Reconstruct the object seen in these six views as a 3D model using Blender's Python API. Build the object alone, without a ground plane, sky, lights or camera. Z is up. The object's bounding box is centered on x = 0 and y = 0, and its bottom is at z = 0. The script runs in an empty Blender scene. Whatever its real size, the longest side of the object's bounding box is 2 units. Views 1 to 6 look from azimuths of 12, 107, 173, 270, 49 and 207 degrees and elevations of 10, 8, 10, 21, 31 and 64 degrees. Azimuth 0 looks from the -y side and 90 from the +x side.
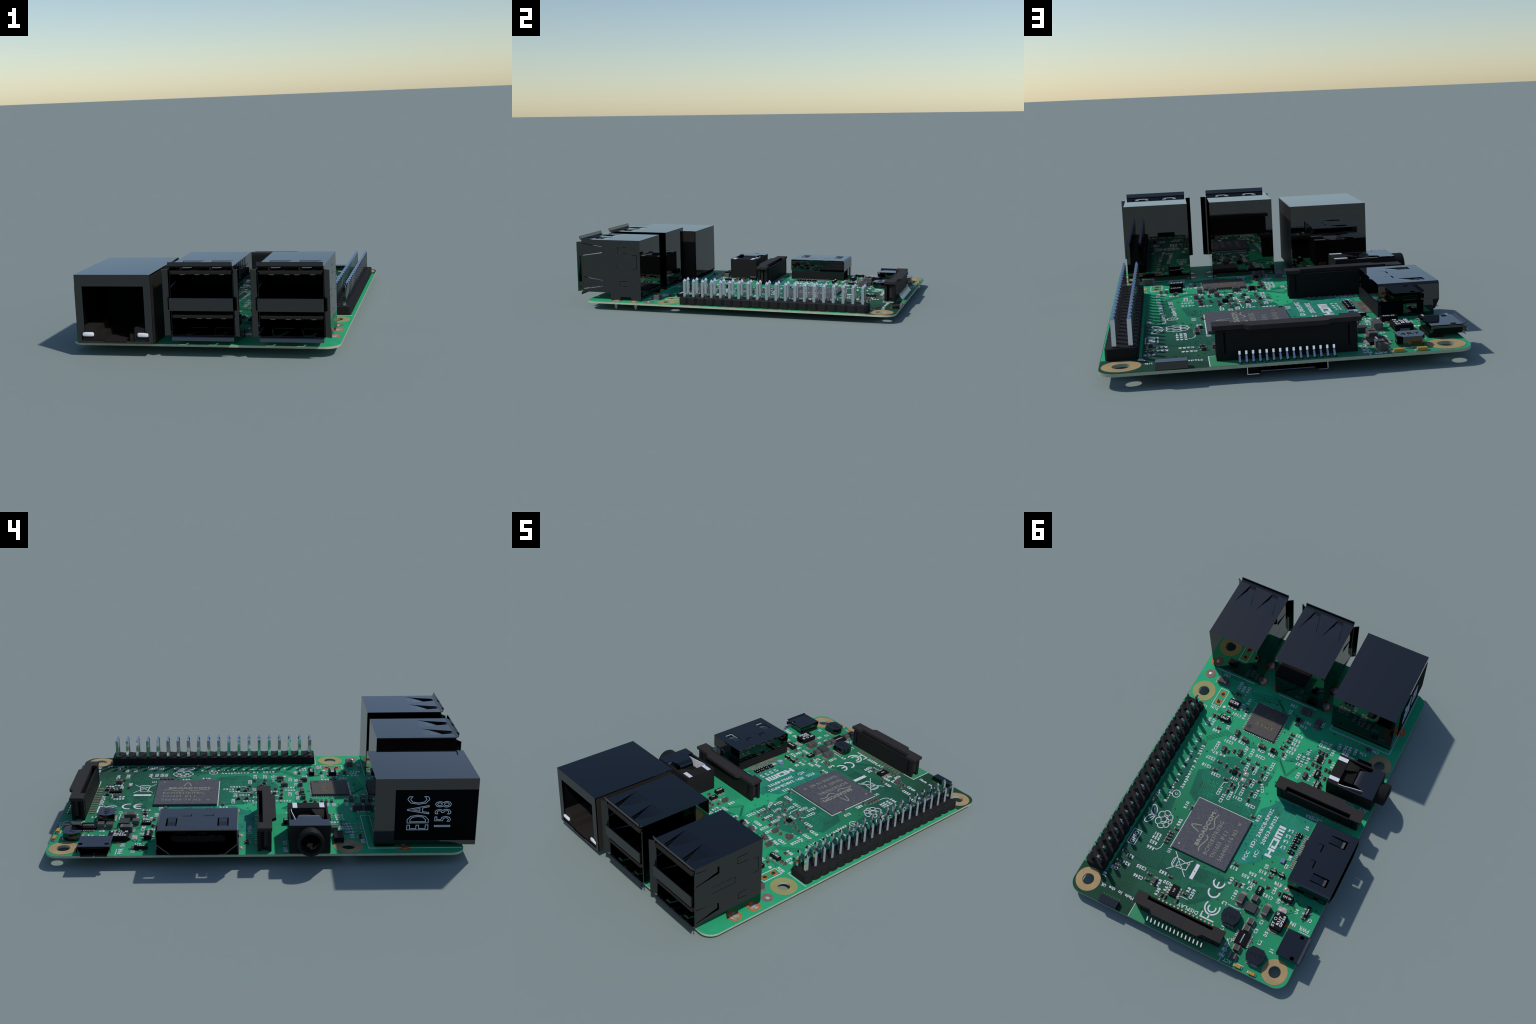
"""A credit-card sized single board computer, built part by part.

Frame: metres, z up, long side of the board along y.  Ports for network and
USB at -y, pin header along +x, video / sound / power ports along -x.
Layout tables are in thousandths of a metre ("mm" below).
"""
import bpy, bmesh, math, random
from math import sin, cos, pi, radians
from mathutils import Vector, Matrix
from mathutils.geometry import tessellate_polygon

random.seed(7)
scene = bpy.context.scene
ZB = 0.0525            # top face of the circuit board
ZU = 0.0415            # underside
MM = 0.001

# ------------------------------------------------------------------ materials
MATS = {}


def nodes_of(mat):
    mat.use_nodes = True
    nt = mat.node_tree
    return nt, nt.nodes["Principled BSDF"]


def material(name, colour, rough=0.5, metal=0.0, spec=0.5, grain=0.0, scale=60.0, bump=0.0):
    """Principled material; `grain` lets a noise lighten and darken the colour."""
    m = bpy.data.materials.new(name)
    nt, p = nodes_of(m)
    p.inputs["Roughness"].default_value = rough
    p.inputs["Metallic"].default_value = metal
    p.inputs["Specular IOR Level"].default_value = spec if metal else spec * 0.1
    p.inputs["Base Color"].default_value = (*colour, 1)
    if grain or bump:
        tc = nt.nodes.new("ShaderNodeTexCoord")
        n = nt.nodes.new("ShaderNodeTexNoise")
        n.inputs["Scale"].default_value = scale
        n.inputs["Detail"].default_value = 4
        nt.links.new(tc.outputs["Object"], n.inputs["Vector"])
        if grain:
            r = nt.nodes.new("ShaderNodeValToRGB")
            r.color_ramp.elements[0].position = 0.3
            r.color_ramp.elements[1].position = 0.7
            r.color_ramp.elements[0].color = (*[c * (1 - grain) for c in colour], 1)
            r.color_ramp.elements[1].color = (*[min(1, c * (1 + grain)) for c in colour], 1)
            nt.links.new(n.outputs["Fac"], r.inputs["Fac"])
            nt.links.new(r.outputs["Color"], p.inputs["Base Color"])
        if bump:
            b = nt.nodes.new("ShaderNodeBump")
            b.inputs["Strength"].default_value = bump
            b.inputs["Distance"].default_value = 0.002
            nt.links.new(n.outputs["Fac"], b.inputs["Height"])
            nt.links.new(b.outputs["Normal"], p.inputs["Normal"])
    MATS[name] = m
    return m


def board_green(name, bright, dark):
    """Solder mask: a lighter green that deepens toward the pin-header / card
    corner of the board, with soft clouding over it."""
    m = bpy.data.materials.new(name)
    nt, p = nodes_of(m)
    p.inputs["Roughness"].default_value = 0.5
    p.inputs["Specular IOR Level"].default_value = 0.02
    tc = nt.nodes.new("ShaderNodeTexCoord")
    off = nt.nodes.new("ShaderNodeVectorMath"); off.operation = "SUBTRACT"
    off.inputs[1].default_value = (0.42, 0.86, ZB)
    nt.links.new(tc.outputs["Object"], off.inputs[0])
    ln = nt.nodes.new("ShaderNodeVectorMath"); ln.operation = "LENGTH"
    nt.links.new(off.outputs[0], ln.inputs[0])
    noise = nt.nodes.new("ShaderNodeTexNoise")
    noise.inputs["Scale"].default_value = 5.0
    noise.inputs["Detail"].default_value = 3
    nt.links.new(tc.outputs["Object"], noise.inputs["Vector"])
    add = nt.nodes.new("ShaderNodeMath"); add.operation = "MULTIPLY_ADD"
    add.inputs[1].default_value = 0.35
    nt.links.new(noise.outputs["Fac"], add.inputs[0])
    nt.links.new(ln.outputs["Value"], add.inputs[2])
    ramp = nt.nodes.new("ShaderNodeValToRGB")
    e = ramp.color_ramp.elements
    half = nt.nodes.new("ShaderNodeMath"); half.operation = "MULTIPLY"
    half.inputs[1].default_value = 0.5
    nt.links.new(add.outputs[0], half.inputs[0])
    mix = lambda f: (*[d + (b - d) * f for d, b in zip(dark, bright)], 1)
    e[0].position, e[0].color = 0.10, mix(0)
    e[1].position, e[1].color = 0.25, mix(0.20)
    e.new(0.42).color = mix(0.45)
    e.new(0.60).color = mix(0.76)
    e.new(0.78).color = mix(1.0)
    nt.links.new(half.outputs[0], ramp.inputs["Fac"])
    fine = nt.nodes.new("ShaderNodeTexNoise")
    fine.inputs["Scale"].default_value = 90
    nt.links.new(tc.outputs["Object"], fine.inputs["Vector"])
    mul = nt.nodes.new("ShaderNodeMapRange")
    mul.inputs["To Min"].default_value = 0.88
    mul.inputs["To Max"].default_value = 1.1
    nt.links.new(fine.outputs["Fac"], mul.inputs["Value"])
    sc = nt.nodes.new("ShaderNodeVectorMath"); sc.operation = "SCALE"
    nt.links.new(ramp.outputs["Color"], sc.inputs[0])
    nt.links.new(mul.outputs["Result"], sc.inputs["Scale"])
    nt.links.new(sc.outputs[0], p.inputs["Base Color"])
    MATS[name] = m


def moulded(name, colour, speck, scale, cover):
    """Chip moulding compound: grey with pale specks."""
    m = bpy.data.materials.new(name)
    nt, p = nodes_of(m)
    p.inputs["Roughness"].default_value = 0.55
    p.inputs["Specular IOR Level"].default_value = 0.03
    tc = nt.nodes.new("ShaderNodeTexCoord")
    n = nt.nodes.new("ShaderNodeTexNoise")
    n.inputs["Scale"].default_value = scale
    n.inputs["Detail"].default_value = 2
    nt.links.new(tc.outputs["Object"], n.inputs["Vector"])
    r = nt.nodes.new("ShaderNodeValToRGB")
    e = r.color_ramp.elements
    e[0].position, e[0].color = 0.40, (*[c * 0.8 for c in colour], 1)
    e[1].position, e[1].color = cover, (*colour, 1)
    e.new(min(1, cover + 0.1)).color = (*speck, 1)
    nt.links.new(n.outputs["Fac"], r.inputs["Fac"])
    nt.links.new(r.outputs["Color"], p.inputs["Base Color"])
    MATS[name] = m


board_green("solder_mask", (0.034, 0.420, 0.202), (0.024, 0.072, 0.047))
board_green("solder_mask_bare", (0.022, 0.235, 0.142), (0.020, 0.058, 0.042))
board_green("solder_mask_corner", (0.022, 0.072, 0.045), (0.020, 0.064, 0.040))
board_green("solder_mask_trace", (0.030, 0.380, 0.205), (0.026, 0.100, 0.066))
board_green("solder_mask_gap", (0.013, 0.150, 0.085), (0.011, 0.038, 0.026))
material("solder_mask_teal", (0.026, 0.240, 0.165), 0.5, 0, 0.15, 0.18, 14)
material("solder_mask_teal_trace", (0.060, 0.33, 0.17), 0.5, 0, 0.15)
material("mask_plain", (0.035, 0.420, 0.200), 0.5, 0, 0.15, 0.05, 20)
material("mask_open", (0.055, 0.275, 0.140), 0.5, 0, 0.15, 0.06, 20)
material("board_core", (0.40, 0.45, 0.33), 0.7, 0, 0.2, 0.08, 40)
material("silk_white", (0.70, 0.71, 0.74), 0.6, 0, 0.2, 0.06, 90)
material("gilded_pad", (0.42, 0.295, 0.150), 0.5, 0, 0.3, 0.10, 14)
material("brass_pad", (0.36, 0.345, 0.145), 0.5, 0, 0.3, 0.06, 14)
material("copper_pad", (0.50, 0.17, 0.045), 0.45, 0, 0.4, 0.12, 40)
material("via_ring", (0.050, 0.135, 0.055), 0.5, 0, 0.3)
material("via_bore", (0.024, 0.050, 0.028), 0.6, 0, 0.2)
material("solder", (0.50, 0.44, 0.41), 0.3, 0.3, 0.5, 0.55, 55)
material("solder_dull", (0.33, 0.27, 0.24), 0.35, 0.25, 0.5, 0.5, 60)
material("solder_ring", (0.24, 0.165, 0.135), 0.4, 0, 0.5, 0.2, 60)
material("shell_metal", (0.104, 0.101, 0.100), 0.02, 1.0)
material("pin_metal", (0.86, 0.87, 0.92), 0.10, 1.0)
material("contact_gold", (0.42, 0.36, 0.27), 0.35, 0.6)
material("port_plastic", (0.013, 0.0125, 0.0125), 0.5, 0, 0.3, 0.1, 30)
material("jack_plastic", (0.0195, 0.0195, 0.0200), 0.55, 0, 0.3)
material("insulator_plastic", (0.026, 0.023, 0.022), 0.5, 0, 0.3)
material("label_black", (0.003, 0.0035, 0.004), 0.6, 0, 0.10)
material("label_ink", (0.70, 0.76, 0.86), 0.5, 0, 0.3)
material("header_plastic", (0.0195, 0.0195, 0.0198), 0.55, 0, 0.3, 0.12, 60)
material("latch_plastic", (0.036, 0.0325, 0.0325), 0.5, 0, 0.3, 0.04, 25)
material("socket_plastic", (0.0165, 0.017, 0.0175), 0.45, 0, 0.35)
material("lamp_white", (0.80, 0.82, 0.86), 0.3, 0, 0.5)
material("spring_white", (0.78, 0.80, 0.86), 0.3, 0.1, 0.5)
material("lamp_amber", (0.45, 0.28, 0.055), 0.45, 0, 0.4, 0.06, 60)
moulded("processor_body", (0.098, 0.102, 0.120), (0.21, 0.21, 0.22), 330, 0.60)
moulded("controller_body", (0.112, 0.103, 0.100), (0.15, 0.13, 0.12), 330, 0.60)
material("package_ink", (0.29, 0.29, 0.235), 0.6, 0, 0.2)
material("controller_ink", (0.21, 0.175, 0.11), 0.6, 0, 0.2)
material("package_black", (0.010, 0.010, 0.011), 0.45, 0, 0.35)
material("package_slate", (0.055, 0.064, 0.064), 0.5, 0, 0.3)
material("package_blue", (0.17, 0.21, 0.40), 0.45, 0, 0.3)
material("chip_body", (0.075, 0.072, 0.068), 0.5, 0, 0.35, 0.15, 60)
material("chip_cap_body", (0.090, 0.086, 0.079), 0.5, 0, 0.35, 0.1, 60)
material("chip_end", (0.20, 0.18, 0.17), 0.4, 0.2, 0.5, 0.4, 120)
material("chip_end_dark", (0.120, 0.105, 0.112), 0.45, 0.1, 0.5)
material("choke_ink", (0.018, 0.016, 0.015), 0.7, 0, 0.1)


# ------------------------------------------------------------------ mesh kit
class Kit:
    """Collects solids (in world or local metres) into one mesh."""

    def __init__(self):
        self.v, self.f, self.m, self.names = [], [], [], []

    def slot(self, mat):
        if mat not in self.names:
            self.names.append(mat)
        return self.names.index(mat)

    def add(self, verts, faces, mat):
        o, s = len(self.v), self.slot(mat)
        self.v += [tuple(p) for p in verts]
        for f in faces:
            self.f.append([i + o for i in f])
            self.m.append(s)

    def box(self, x0, x1, y0, y1, z0, z1, mat, ch=0.0):
        x0, x1 = sorted((x0, x1)); y0, y1 = sorted((y0, y1)); z0, z1 = sorted((z0, z1))
        if not ch:
            v = [(x, y, z) for z in (z0, z1) for y in (y0, y1) for x in (x0, x1)]
            self.add(v, [(0, 2, 3, 1), (4, 5, 7, 6), (0, 1, 5, 4), (2, 6, 7, 3), (0, 4, 6, 2), (1, 3, 7, 5)], mat)
            return
        bm = bmesh.new()
        bmesh.ops.create_cube(bm, size=1)
        for q in bm.verts:
            q.co = Vector((x0 + (q.co.x + .5) * (x1 - x0), y0 + (q.co.y + .5) * (y1 - y0), z0 + (q.co.z + .5) * (z1 - z0)))
        bmesh.ops.bevel(bm, geom=bm.edges[:], offset=ch, segments=2, affect="EDGES", profile=0.5)
        self.bm(bm, mat)

    def bm(self, bm, mat):
        bm.verts.index_update()
        self.add([q.co.copy() for q in bm.verts], [[q.index for q in f.verts] for f in bm.faces], mat)
        bm.free()

    def plate(self, outline, lo, hi, mat, axis="z", holes=(), edge=None):
        """Flat sheet cut to an outline with holes, thick from lo to hi."""
        rings = [list(outline)] + [list(h) for h in holes]
        flat = [p for r in rings for p in r]
        tri = tessellate_polygon([[Vector((p[0], p[1], 0)) for p in r] for r in rings])
        put = {"z": lambda p, h: (p[0], p[1], h), "y": lambda p, h: (p[0], h, p[1]), "x": lambda p, h: (h, p[0], p[1])}[axis]
        n = len(flat)
        v = [put(p, lo) for p in flat] + [put(p, hi) for p in flat]
        self.add(v, [t for t in tri] + [tuple(i + n for i in reversed(t)) for t in tri], mat)
        o, sides = 0, []
        for r in rings:
            k = len(r)
            sides += [(o + i, o + (i + 1) % k, n + o + (i + 1) % k, n + o + i) for i in range(k)]
            o += k
        self.add(v, sides, edge or mat)

    def sweep(self, profile, lo, hi, width_axis, mat, thick):
        """Bent sheet: a profile polyline given thickness, extruded from lo to hi.
        width_axis 'x': profile is (y,z); 'z': profile is (x,y); 'y': (x,z)."""
        pts = [Vector(p) for p in profile]
        nor = []
        for i, p in enumerate(pts):
            a, b = pts[max(i - 1, 0)], pts[min(i + 1, len(pts) - 1)]
            d = (b - a).normalized()
            nor.append(Vector((-d.y, d.x)))
        outer = [p + n * thick / 2 for p, n in zip(pts, nor)]
        inner = [p - n * thick / 2 for p, n in zip(pts, nor)]
        k = len(pts)
        put = {"x": lambda p, h: (h, p[0], p[1]), "y": lambda p, h: (p[0], h, p[1]), "z": lambda p, h: (p[0], p[1], h)}[width_axis]
        los = lo if isinstance(lo, (list, tuple)) else [lo] * k
        his = hi if isinstance(hi, (list, tuple)) else [hi] * k
        v = ([put(p, h) for p, h in zip(outer, los)] + [put(p, h) for p, h in zip(inner, los)]
             + [put(p, h) for p, h in zip(outer, his)] + [put(p, h) for p, h in zip(inner, his)])
        f = []
        for i in range(k - 1):
            f += [(i, i + 1, 2 * k + i + 1, 2 * k + i), (k + i, 3 * k + i, 3 * k + i + 1, k + i + 1),
                  (i, k + i, k + i + 1, i + 1), (2 * k + i, 2 * k + i + 1, 3 * k + i + 1, 3 * k + i)]
        f += [(0, 2 * k, 3 * k, k), (k - 1, 2 * k - 1, 4 * k - 1, 3 * k - 1)]
        self.add(v, f, mat)

    def ribbon(self, pts, width, z0, z1, mat, closed=False, frame=None):
        """Flat line of constant width; frame maps (u, v, h) to world."""
        p = [Vector((q[0], q[1])) for q in pts]
        k = len(p)
        left, right = [], []
        for i in range(k):
            a = p[(i - 1) % k] if closed or i > 0 else p[i]
            b = p[(i + 1) % k] if closed or i < k - 1 else p[i]
            d1 = (p[i] - a); d2 = (b - p[i])
            if d1.length < 1e-9: d1 = d2
            if d2.length < 1e-9: d2 = d1
            d1 = d1.normalized(); d2 = d2.normalized()
            n1 = Vector((-d1.y, d1.x)); n2 = Vector((-d2.y, d2.x))
            m = (n1 + n2)
            m = n1 if m.length < 1e-6 else m.normalized()
            s = width / 2 / max(0.5, m.dot(n1))
            left.append(p[i] + m * s); right.append(p[i] - m * s)
        fr = frame or (lambda u, v, h: (u, v, h))
        v = [fr(q.x, q.y, h) for h in (z0, z1) for row in (left, right) for q in row]
        f = []
        for i in range(k if closed else k - 1):
            j = (i + 1) % k
            f += [(i, j, k + j, k + i), (2 * k + i, 3 * k + i, 3 * k + j, 2 * k + j),
                  (i, 2 * k + i, 2 * k + j, j), (k + i, k + j, 3 * k + j, 3 * k + i)]
        if not closed:
            f += [(0, k, 3 * k, 2 * k), (k - 1, 3 * k - 1, 4 * k - 1, 2 * k - 1)]
        self.add(v, f, mat)

    def disc(self, x, y, r, z0, z1, mat, n=20, inner=0.0):
        ring = [(x + r * cos(2 * pi * i / n), y + r * sin(2 * pi * i / n)) for i in range(n)]
        hole = [[(x + inner * cos(2 * pi * i / n), y + inner * sin(2 * pi * i / n)) for i in range(n)]] if inner else []
        self.plate(ring, z0, z1, mat, "z", hole)

    def dome(self, x, y, r, z0, h, mat, n=16):
        rings = 4
        v, f = [], []
        for j in range(rings):
            a = pi / 2 * j / rings
            v += [(x + r * cos(a) * cos(2 * pi * i / n), y + r * cos(a) * sin(2 * pi * i / n), z0 + h * sin(a)) for i in range(n)]
        v.append((x, y, z0 + h))
        for j in range(rings - 1):
            f += [(j * n + i, j * n + (i + 1) % n, (j + 1) * n + (i + 1) % n, (j + 1) * n + i) for i in range(n)]
        f += [((rings - 1) * n + i, (rings - 1) * n + (i + 1) % n, rings * n) for i in range(n)]
        self.add(v, f, mat)

    def make(self, name, parent, smooth=False, loc=None, kind=None):
        me = bpy.data.meshes.new(name)
        me.from_pydata([tuple(q) for q in self.v], [], self.f)
        for n in self.names:
            me.materials.append(MATS[n])
        me.polygons.foreach_set("material_index", self.m)
        bm = bmesh.new(); bm.from_mesh(me)
        bmesh.ops.recalc_face_normals(bm, faces=bm.faces[:])
        bm.to_mesh(me); bm.free()
        ob = bpy.data.objects.new(name, me)
        scene.collection.objects.link(ob)
        if smooth:
            me.shade_smooth() if hasattr(me, "shade_smooth") else None
            me.set_sharp_from_angle(angle=radians(35))
        else:
            me.shade_flat() if hasattr(me, "shade_flat") else None
        ob.parent = parent
        if loc:
            ob.location = loc
        if kind:
            ob["kind"] = kind
        return ob


FONT_CACHE = {}


def glyphs(text, bold=0.0, raw=False):
    """Flat outline mesh of a word in the built-in font, scaled to the unit box."""
    key = (text, bold, raw)
    if key not in FONT_CACHE:
        cu = bpy.data.curves.new("word", "FONT")
        cu.body = text
        cu.resolution_u = 2
        cu.offset = bold
        cu.space_character = 1.12
        ob = bpy.data.objects.new("word", cu)
        me = bpy.data.meshes.new_from_object(ob)
        v = [q.co.copy() for q in me.vertices]
        f = [list(p.vertices) for p in me.polygons]
        bpy.data.objects.remove(ob); bpy.data.curves.remove(cu); bpy.data.meshes.remove(me)
        # weld the doubled outline points so that edges can be traced
        seen, idx, keep = {}, [], []
        for q in v:
            kx = (round(q.x, 5), round(q.y, 5))
            if kx not in seen:
                seen[kx] = len(keep); keep.append(kx)
            idx.append(seen[kx])
        f = [[idx[i] for i in face] for face in f]
        x0 = min(p[0] for p in keep); x1 = max(p[0] for p in keep)
        y0 = min(p[1] for p in keep); y1 = max(p[1] for p in keep)
        FONT_CACHE[key] = (keep, f) if raw else ([((p[0] - x0) / (x1 - x0) - .5, (p[1] - y0) / (y1 - y0) - .5) for p in keep], f)
    return FONT_CACHE[key]


def reading(cx, cy, turn):
    """Frame for marks on the board: turn 'A' reads toward -y with tops to +x,
    'B' reads toward +x with tops to +y, a number is an angle in degrees."""
    a = {"A": -90, "B": 0}.get(turn, turn)
    c, s = cos(radians(a)), sin(radians(a))
    return lambda u, v, h: (cx + u * c - v * s, cy + u * s + v * c, h)


def word(kit, text, frame, width, height, z0, z1, mat, bold=0.012):
    pts, faces = glyphs(text, bold)
    n = len(pts)
    v = [frame(u * width, w * height, z0) for u, w in pts] + [frame(u * width, w * height, z1) for u, w in pts]
    edges = {}
    for f in faces:
        for a, b in zip(f, f[1:] + f[:1]):
            edges[(a, b)] = 1
    side = [(a, b, b + n, a + n) for a, b in edges if (b, a) not in edges]
    kit.add(v, [[i + n for i in f] for f in faces] + side, mat)


def mono(kit, text, frame, pitch, cap, z0, z1, mat):
    """Fixed-pitch lettering: every character centred in a cell of equal width."""
    for i, ch in enumerate(text):
        if ch == " ":
            continue
        pts, faces = glyphs(ch, 0.035, True)
        n = len(pts)
        x0 = min(p[0] for p in pts); x1 = max(p[0] for p in pts)
        sy = cap / 0.73
        sx = min(sy, pitch * 0.84 / (x1 - x0)) if x1 - x0 > 0.3 else sy
        off = (i + .5 - len(text) / 2) * pitch
        fr = lambda p, h: frame(off + (p[0] - (x0 + x1) / 2) * sx, p[1] * sy - cap / 2, h)
        edges = {}
        for f in faces:
            for a, b in zip(f, f[1:] + f[:1]):
                edges[(a, b)] = 1
        side = [(a, b, b + n, a + n) for a, b in edges if (b, a) not in edges]
        kit.add([fr(p, z0) for p in pts] + [fr(p, z1) for p in pts], [[j + n for j in f] for f in faces] + side, mat)


def word_outline(kit, text, frame, width, height, stroke, z0, z1, mat):
    pts, faces = glyphs(text)
    edges = {}
    for f in faces:
        for a, b in zip(f, f[1:] + f[:1]):
            edges[(a, b)] = 1
    nxt = {a: b for a, b in edges if (b, a) not in edges}
    while nxt:
        a = next(iter(nxt)); loop = [a]; b = nxt.pop(a)
        while b in nxt:
            loop.append(b); b = nxt.pop(b)
        if len(loop) > 2:
            kit.ribbon([(pts[i][0] * width, pts[i][1] * height) for i in loop], stroke, z0, z1, mat, True, frame)


def rounded(x0, x1, y0, y1, r, n=6):
    out = []
    for cx, cy, a in ((x1 - r, y1 - r, 0), (x0 + r, y1 - r, 90), (x0 + r, y0 + r, 180), (x1 - r, y0 + r, 270)):
        out += [(cx + r * cos(radians(a + 90 * i / n)), cy + r * sin(radians(a + 90 * i / n))) for i in range(n + 1)]
    return out


def circle(x, y, r, n=32):
    return [(x + r * cos(2 * pi * i / n), y + r * sin(2 * pi * i / n)) for i in range(n)]


def slit_u(a0, a1, b0, b1, w, open_side):
    """Three-sided punched slit around a rectangle; returns the hole outline."""
    if open_side == "a0":
        return [(a0, b0), (a1, b0), (a1, b1), (a0, b1), (a0, b1 - w), (a1 - w, b1 - w), (a1 - w, b0 + w), (a0, b0 + w)]
    return [(a1, b0), (a0, b0), (a0, b1), (a1, b1), (a1, b1 - w), (a0 + w, b1 - w), (a0 + w, b0 + w), (a1, b0 + w)]


# ------------------------------------------------------------------ the thing
root = bpy.data.objects.new("single_board_computer", None)
scene.collection.objects.link(root)
root["label"] = "green circuit board computer with ports, chips and pin header"
root["category"] = "computer board"

# ------------------------------------------------------------------ board
BX0, BX1, BY0, BY1 = -0.6275, 0.6735, -0.945, 0.9995
HOLES = [(0.5965, 0.9125), (-0.5435, 0.9215), (0.5935, -0.4105), (-0.5495, -0.4115)]
k = Kit()
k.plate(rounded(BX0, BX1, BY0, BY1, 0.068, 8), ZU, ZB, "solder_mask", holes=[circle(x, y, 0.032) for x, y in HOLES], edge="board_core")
board = k.make("circuit_board", root)

for i, (x, y) in enumerate(HOLES):
    k = Kit()
    k.disc(x, y, 0.0688, ZB - 0.002, ZB + 0.0011, "brass_pad" if i == 2 else "gilded_pad", 40, 0.0322)
    k.make("mounting_pad", board)

# areas of different copper below the mask
k = Kit()


AREA_TOP = [0.0002]


def area(pts, mat, h=0, holes=()):
    AREA_TOP[0] += 0.00004
    h = AREA_TOP[0]
    k.plate([(x * MM, y * MM) for x, y in pts], ZB - 0.001, ZB + h, mat, holes=holes)


area([(-25, -165), (-95, -105), (-165, -150), (-175, -60), (-590, -60), (-590, 20), (-120, 70), (-62, 125), (-48, 205), (-42, 90), (-15, 60), (-35, -80)], "mask_plain")
area([(670, -875), (610, -940), (300, -940), (300, -600), (560, -600), (670, -480)], "mask_plain")
area([(374, 65), (349, 218), (300, 247), (-50, 215), (-36, 90), (-8, 60), (-30, -80), (110, -105), (225, -100), (313, -61), (322, 30)], "solder_mask_bare")
area([(462, -100), (412, -112), (412, 200), (392, 350), (330, 480), (292, 480), (292, 560), (120, 560), (60, 700), (345, 705), (525, 690), (525, 360), (462, 340)], "solder_mask_bare")
area([(-139, 25), (-100, 90), (-62, 130), (-60, 330), (-62, 464), (-103, 474), (-178, 428), (-254, 345), (-319, 300), (-372, 380), (-372, 60), (-306, 22)], "solder_mask_teal")
area([(90, 590), (-60, 572), (-95, 640), (-50, 730), (40, 800), (90, 780)], "solder_mask_bare")
area([(-150, -235), (-270, -370), (-420, -400), (-420, -440), (-290, -440), (-150, -310), (-40, -200)], "solder_mask_bare")
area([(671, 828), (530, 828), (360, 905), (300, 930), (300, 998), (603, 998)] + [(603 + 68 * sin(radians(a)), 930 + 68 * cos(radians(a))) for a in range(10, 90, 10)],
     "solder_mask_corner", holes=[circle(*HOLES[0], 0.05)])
area([(671.5, -395), (671.5, 828), (528, 828), (528, -335), (560, -335)], "mask_plain", 0.0004)
area([(296, 868), (296, 998), (-255, 998), (-255, 868)], "mask_open", 0.0005)
k.make("solder_mask_field", board)

# copper tracks showing through the mask
k = Kit()


LIFT = [0]


def lift():
    """Each track a hair higher than the one before, so crossings stay clean."""
    LIFT[0] += 1
    return ZB + 0.0005 + LIFT[0] * 4e-6


def tracks(line, n, step, mat, w=2.6):
    """n parallel tracks following a polyline (mm), offset by step each."""
    for i in range(n):
        k.ribbon([((x + step[0] * i) * MM, (y + step[1] * i) * MM) for x, y in line], w * MM, ZB - 0.001, lift(), mat)


def meander(x, y, dx, dy, turns, w, mat):
    """Length-matching squiggle running along +x, swinging in y."""
    pts = []
    for i in range(turns):
        for a in range(0, 181, 30):
            s = 1 if i % 2 == 0 else -1
            pts.append((x + dx * (i + .5) - dx / 2 * cos(radians(a)), y + s * (dy + dx / 2 * sin(radians(a)))))
    k.ribbon([(a * MM, b * MM) for a, b in pts], w * MM, ZB - 0.001, lift(), mat)


tracks([(412, -112), (424, 219), (418, 357), (330, 470)], 6, (8, 0), "solder_mask_gap", 2.2)
tracks([(424, -118), (336, -203), (-26, -184), (-96, -112)], 4, (4, -8), "solder_mask_gap", 2.2)
tracks([(515, 505), (400, 505), (355, 520), (292, 520)], 16, (0, 11.5), "solder_mask_trace", 3.2)
tracks([(288, 560), (280, 640), (180, 700), (60, 700)], 10, (-9, -4), "solder_mask_trace", 3)
tracks([(-62, 150), (-120, 130), (-200, 150), (-365, 160)], 9, (0, 24), "solder_mask_teal_trace", 2.4)
tracks([(-62, 560), (-62, 660), (0, 740), (60, 790)], 8, (11, 0), "solder_mask_trace", 3)
tracks([(-40, -200), (-150, -290), (-280, -420), (-420, -425)], 4, (0, -9), "solder_mask_trace", 2.4)
tracks([(-90, -120), (-150, -255), (-200, -280)], 2, (-9, 0), "solder_mask_gap", 2.2)
tracks([(300, 210), (300, 130), (335, 90), (335, 40)], 7, (-12, 0), "solder_mask_trace", 3)
tracks([(160, 210), (160, 150), (120, 115), (60, 115), (20, 150), (20, 212)], 4, (-14, 9), "solder_mask_trace", 3)
for i in range(5):
    meander(190 - 34 * (i % 3) + 20, 180 - 24 * i, 13, 8, 6, 3, "solder_mask_trace")
meander(20, 150, 13, 10, 5, 3, "solder_mask_trace")
for i in range(3):
    meander(-290, 80 + 16 * i, 34, 16, 4, 2.4, "solder_mask_teal_trace")
tracks([(-340, 600), (-300, 570), (-120, 560), (-40, 600)], 2, (0, 9), "solder_mask_gap", 2)
tracks([(-330, 810), (-330, 700), (-380, 640), (-480, 600), (-520, 560)], 2, (9, 9), "solder_mask_gap", 2)
tracks([(480, -380), (440, -330), (360, -330), (345, -300)], 2, (8, 8), "solder_mask_gap", 2)
tracks([(330, -520), (180, -560), (120, -520), (100, -480)], 5, (-9, 9), "solder_mask_gap", 2)
tracks([(560, -570), (420, -585), (390, -560)], 3, (-8, 8), "solder_mask_gap", 2)
k.make("copper_track", board, kind="stuff")

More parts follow.
